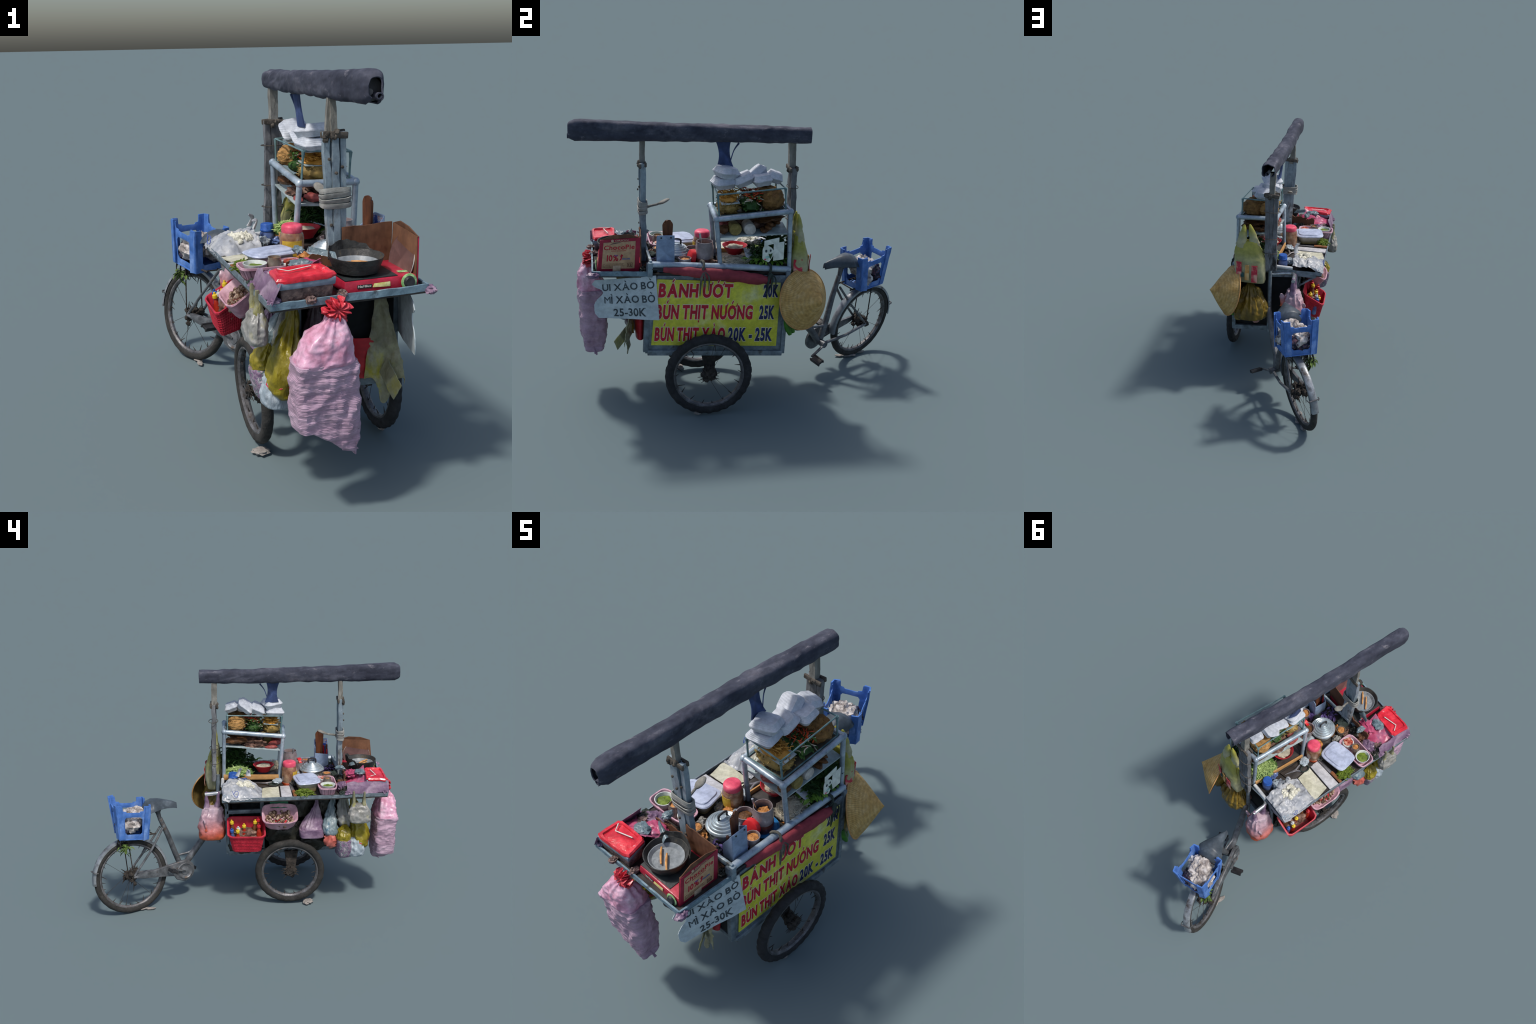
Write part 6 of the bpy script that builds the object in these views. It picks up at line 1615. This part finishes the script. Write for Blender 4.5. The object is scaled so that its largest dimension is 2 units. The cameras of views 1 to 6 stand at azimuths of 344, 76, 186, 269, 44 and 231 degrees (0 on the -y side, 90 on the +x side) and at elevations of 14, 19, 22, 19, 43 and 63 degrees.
bag('bag_body', [(-.125, -.635, .53, .03, .03, 10, 0), (-.125, -.632, .56, .042, .05, 10, .04), (-.120, -.625, .62, .036, .05, 10, .08), (-.110, -.615, .69, .024, .03, 10, .15), (-.135, -.61, .765, .010, .012, 10, .2)], 'film_clear_grey', seed=15, amp=.008, freq=20)
# ---- yellowish bag under the front right
yg = thing('limp_yellow_bag', (.25, -.68, .33), 'Limp torn yellowish clear bag under the table', 'plastic bag')
def limp(u, v):
    top = V((.235, -.655, .74)); w = .02 + .085 * v
    if v > .75: w *= 1 - .35 * (v - .75) * 4 * abs(math.sin(u * 2.2 * pi))
    x = .235 + .010 * v + (u - .5) * w * 1.5; y = -.665 - .045 * v - (u - .5) * w * .6
    p = V((x, y, .74 - .38 * v + .05 * math.sin(u * 2.5 * pi + 1) * v * v))
    k = .012 * crease(p * 18, 3); return p + V((k, k, 0))
shell('bag_film', limp, 30, 36, .004, 'bag_yellow_green', angle=60)
def limp2(u, v):
    p = V((.238, -.70, .46)).lerp(V((.262, -.775, .375)), v); w = .05
    return p + V(((u - .5) * w * .4, (u - .5) * -.02, (u - .5) * w * 1.2)) + V((.006 * crease(p * 20 + V((u, 0, 0)), 3), 0, 0))
shell('bag_film', limp2, 14, 14, .004, 'bag_yellow_green', angle=60)
bag('mauve_bag', [(-.035, -.655, .345, .05, .03, 5, 0), (-.035, -.657, .37, .068, .045, 5, .02), (-.03, -.655, .45, .066, .045, 5, .04), (-.02, -.645, .54, .05, .035, 5, .08), (-.01, -.63, .64, .03, .022, 5, .12), (.0, -.62, .76, .012, .01, 5, .1)], 'film_mauve', seed=31, amp=.008, freq=18, parent=None, label='Mauve translucent bag hanging under the counter', category='plastic bag')
# red basin in the open front of the box
lathe('red_basin', [(.001, 0), (.060, 0), (.080, .15), (.083, .165), (.077, .165), (.058, .01), (.001, .01)], 'plastic_red', c=(.205, -.642, .400), squash=(1, .38), n=36, parent=None, label='Red plastic basin inside the cart box', category='basin')

# ---- blue crate on the luggage rack
cr = thing('blue_crate', (-.13, .76, .525), 'Blue plastic crate with cut-out sides and corner posts', 'crate')
TT = {'A': V((-.077, .888, .765)), 'B': V((-.263, .813, .766)), 'C': V((-.186, .619, .734)), 'D': V((.000, .690, .727))}
DD = {'A': V((-.092, .858, .540)), 'B': V((-.258, .806, .550)), 'C': V((-.182, .648, .520)), 'D': V((-.015, .702, .528))}
cc_ = sum(TT.values(), V()) / 4; cd_ = sum(DD.values(), V()) / 4
TT = {k: cc_ + (p - cc_) * 1.07 for k, p in TT.items()}; DD = {k: cd_ + (p - cd_) * 1.10 - V((0, 0, .012)) for k, p in DD.items()}
def side(i, j, nm='crate_side'):
    """one wall: low panel with a big window, rim bar hung low between tall corner posts"""
    q = [DD[i], DD[j], TT[j], TT[i]]
    nrm_ = (q[1] - q[0]).cross(q[3] - q[0]).normalized()
    nu, nv = 30, 26; th = .007
    def solid(u, v):
        top = .86 if .20 < u < .80 else 1.0
        if .20 < u < .80: top -= .07 * math.sin(pi * (u - .2) / .6)
        if v > top: return False
        if .25 < u < .75 and .16 < v < .66: return False
        if .22 < u < .78 and .20 < v < .62: return False
        return True
    g = Geo(); pts = {}; fs = []
    def pid(a, b, s):
        k = (a, b, s)
        if k not in pts:
            u, v = a / nu, b / nv
            # keep edges smooth: snap window and rim heights
            pts[k] = len(pts)
        return pts[k]
    cells = {(a, b) for a in range(nu) for b in range(nv) if solid((a + .5) / nu, (b + .5) / nv)}
    for a, b in cells:
        o_ = [(a, b), (a + 1, b), (a + 1, b + 1), (a, b + 1)]
        fs.append([pid(x, y, 0) for x, y in o_]); fs.append([pid(x, y, 1) for x, y in reversed(o_)])
        for (da, db), (p, r) in (((0, -1), (0, 1)), ((1, 0), (1, 2)), ((0, 1), (2, 3)), ((-1, 0), (3, 0))):
            if (a + da, b + db) not in cells:
                fs.append([pid(*o_[p], 0), pid(*o_[p], 1), pid(*o_[r], 1), pid(*o_[r], 0)])
    vs = [None] * len(pts)
    for (a, b, s), k in pts.items():
        p = on_quad(q, a / nu, b / nv); bow = -.006 * math.sin(pi * a / nu)
        vs[k] = p + nrm_ * ((s - .5) * th + bow) + V((1, 1, 1)) * .0015 * fbm(p * 18, 2)
    bm = bmesh.new(); bv = [bm.verts.new(p) for p in vs]
    for q_f in fs:
        try: bm.faces.new([bv[k] for k in q_f])
        except ValueError: pass
    bmesh.ops.smooth_vert(bm, verts=bm.verts[:], factor=.5, use_axis_x=True, use_axis_y=True, use_axis_z=True)
    bmesh.ops.smooth_vert(bm, verts=bm.verts[:], factor=.4, use_axis_x=True, use_axis_y=True, use_axis_z=True)
    bm.verts.index_update()
    o = put(nm, [x.co.copy() for x in bm.verts], [tuple(x.index for x in y.verts) for y in bm.faces], 'crate_blue', angle=60); bm.free()
for i, j in ('AB', 'BC', 'CD', 'DA'): side(i, j)
for k in 'ABCD':
    d = (cc_ - TT[k]); d.z = 0; d.normalize(); s = V((-d.y, d.x, 0))
    g = Geo()
    a_ = []
    for t in [q / 10 for q in range(11)]:
        p = DD[k].lerp(TT[k], t); w = .034 * (1 if t < .9 else .9)
        a_.append([p - s * w - d * -.020, p + d * .0, p + s * w + d * .020, p + s * (w - .006) + d * .026, p + d * .008, p - s * (w - .006) + d * .026])
    v, f = rings_mesh(a_); put('crate_corner_post', v, f, 'crate_blue', angle=40)
plate('crate_floor', [DD['A'], DD['B'], DD['C'], DD['D']], .008, 'crate_blue', bev=.002)
lump('newspaper_bundle', (-.115, .735, .632), (.078, .068, .062), 'newsprint', seed=3, amp=.3, cr=.25, n=44, R=RZ(-25))
lump('newspaper_bundle', (-.17, .765, .612), (.068, .07, .062), 'newsprint', seed=5, amp=.3, cr=.3, n=40)
lump('plaid_cloth', (-.175, .785, .588), (.066, .050, .048), 'cloth_plaid', seed=6, amp=.3, cr=.2, n=36)
lump('plaid_cloth', (-.115, .808, .600), (.058, .044, .046), 'cloth_plaid', seed=7, amp=.3, cr=.2, n=36)
lump('newspaper_bundle', (-.055, .735, .575), (.040, .04, .035), 'newsprint', seed=8, amp=.3, cr=.3, n=36)
g = Geo(); R5 = random.Random(3)
for k in range(7):
    p = V((-.215 + R5.uniform(-.03, .04), .80 + R5.uniform(-.03, .03), .535))
    g.add(*tube_g(smooth_path([p, p + V((R5.uniform(-.02, .02), R5.uniform(-.02, .02), -.05)), p + V((R5.uniform(-.03, .03), R5.uniform(-.03, .03), -.11))], 4), [.006, .004, .001], n=6, rough=.5))
g.put('dangling_strings', 'grime', stuff=True)

# ---- scraps of dried mud stuck below the wheels
PARENT = cart
g = Geo()
for c, r, s in (((-.175, .715, .0075), (.022, .045, .006), 1), ((-.178, .655, .006), (.014, .03, .005), 2), ((-.212, .80, .008), (.016, .035, .0065), 3)):
    g.add(*lump_g(c, r, seed=s, amp=.35, n=18))
g.put('dried_mud', 'dirt_clod')
g = Geo(); g.add(*lump_g((-.155, -.385, .012), (.032, .028, .012), seed=4, amp=.5, n=18, cr=.3)); g.add(*lump_g((.405, -.345, .008), (.014, .022, .008), seed=6, amp=.4, n=14))
g.put('dried_mud', 'dirt_clod')
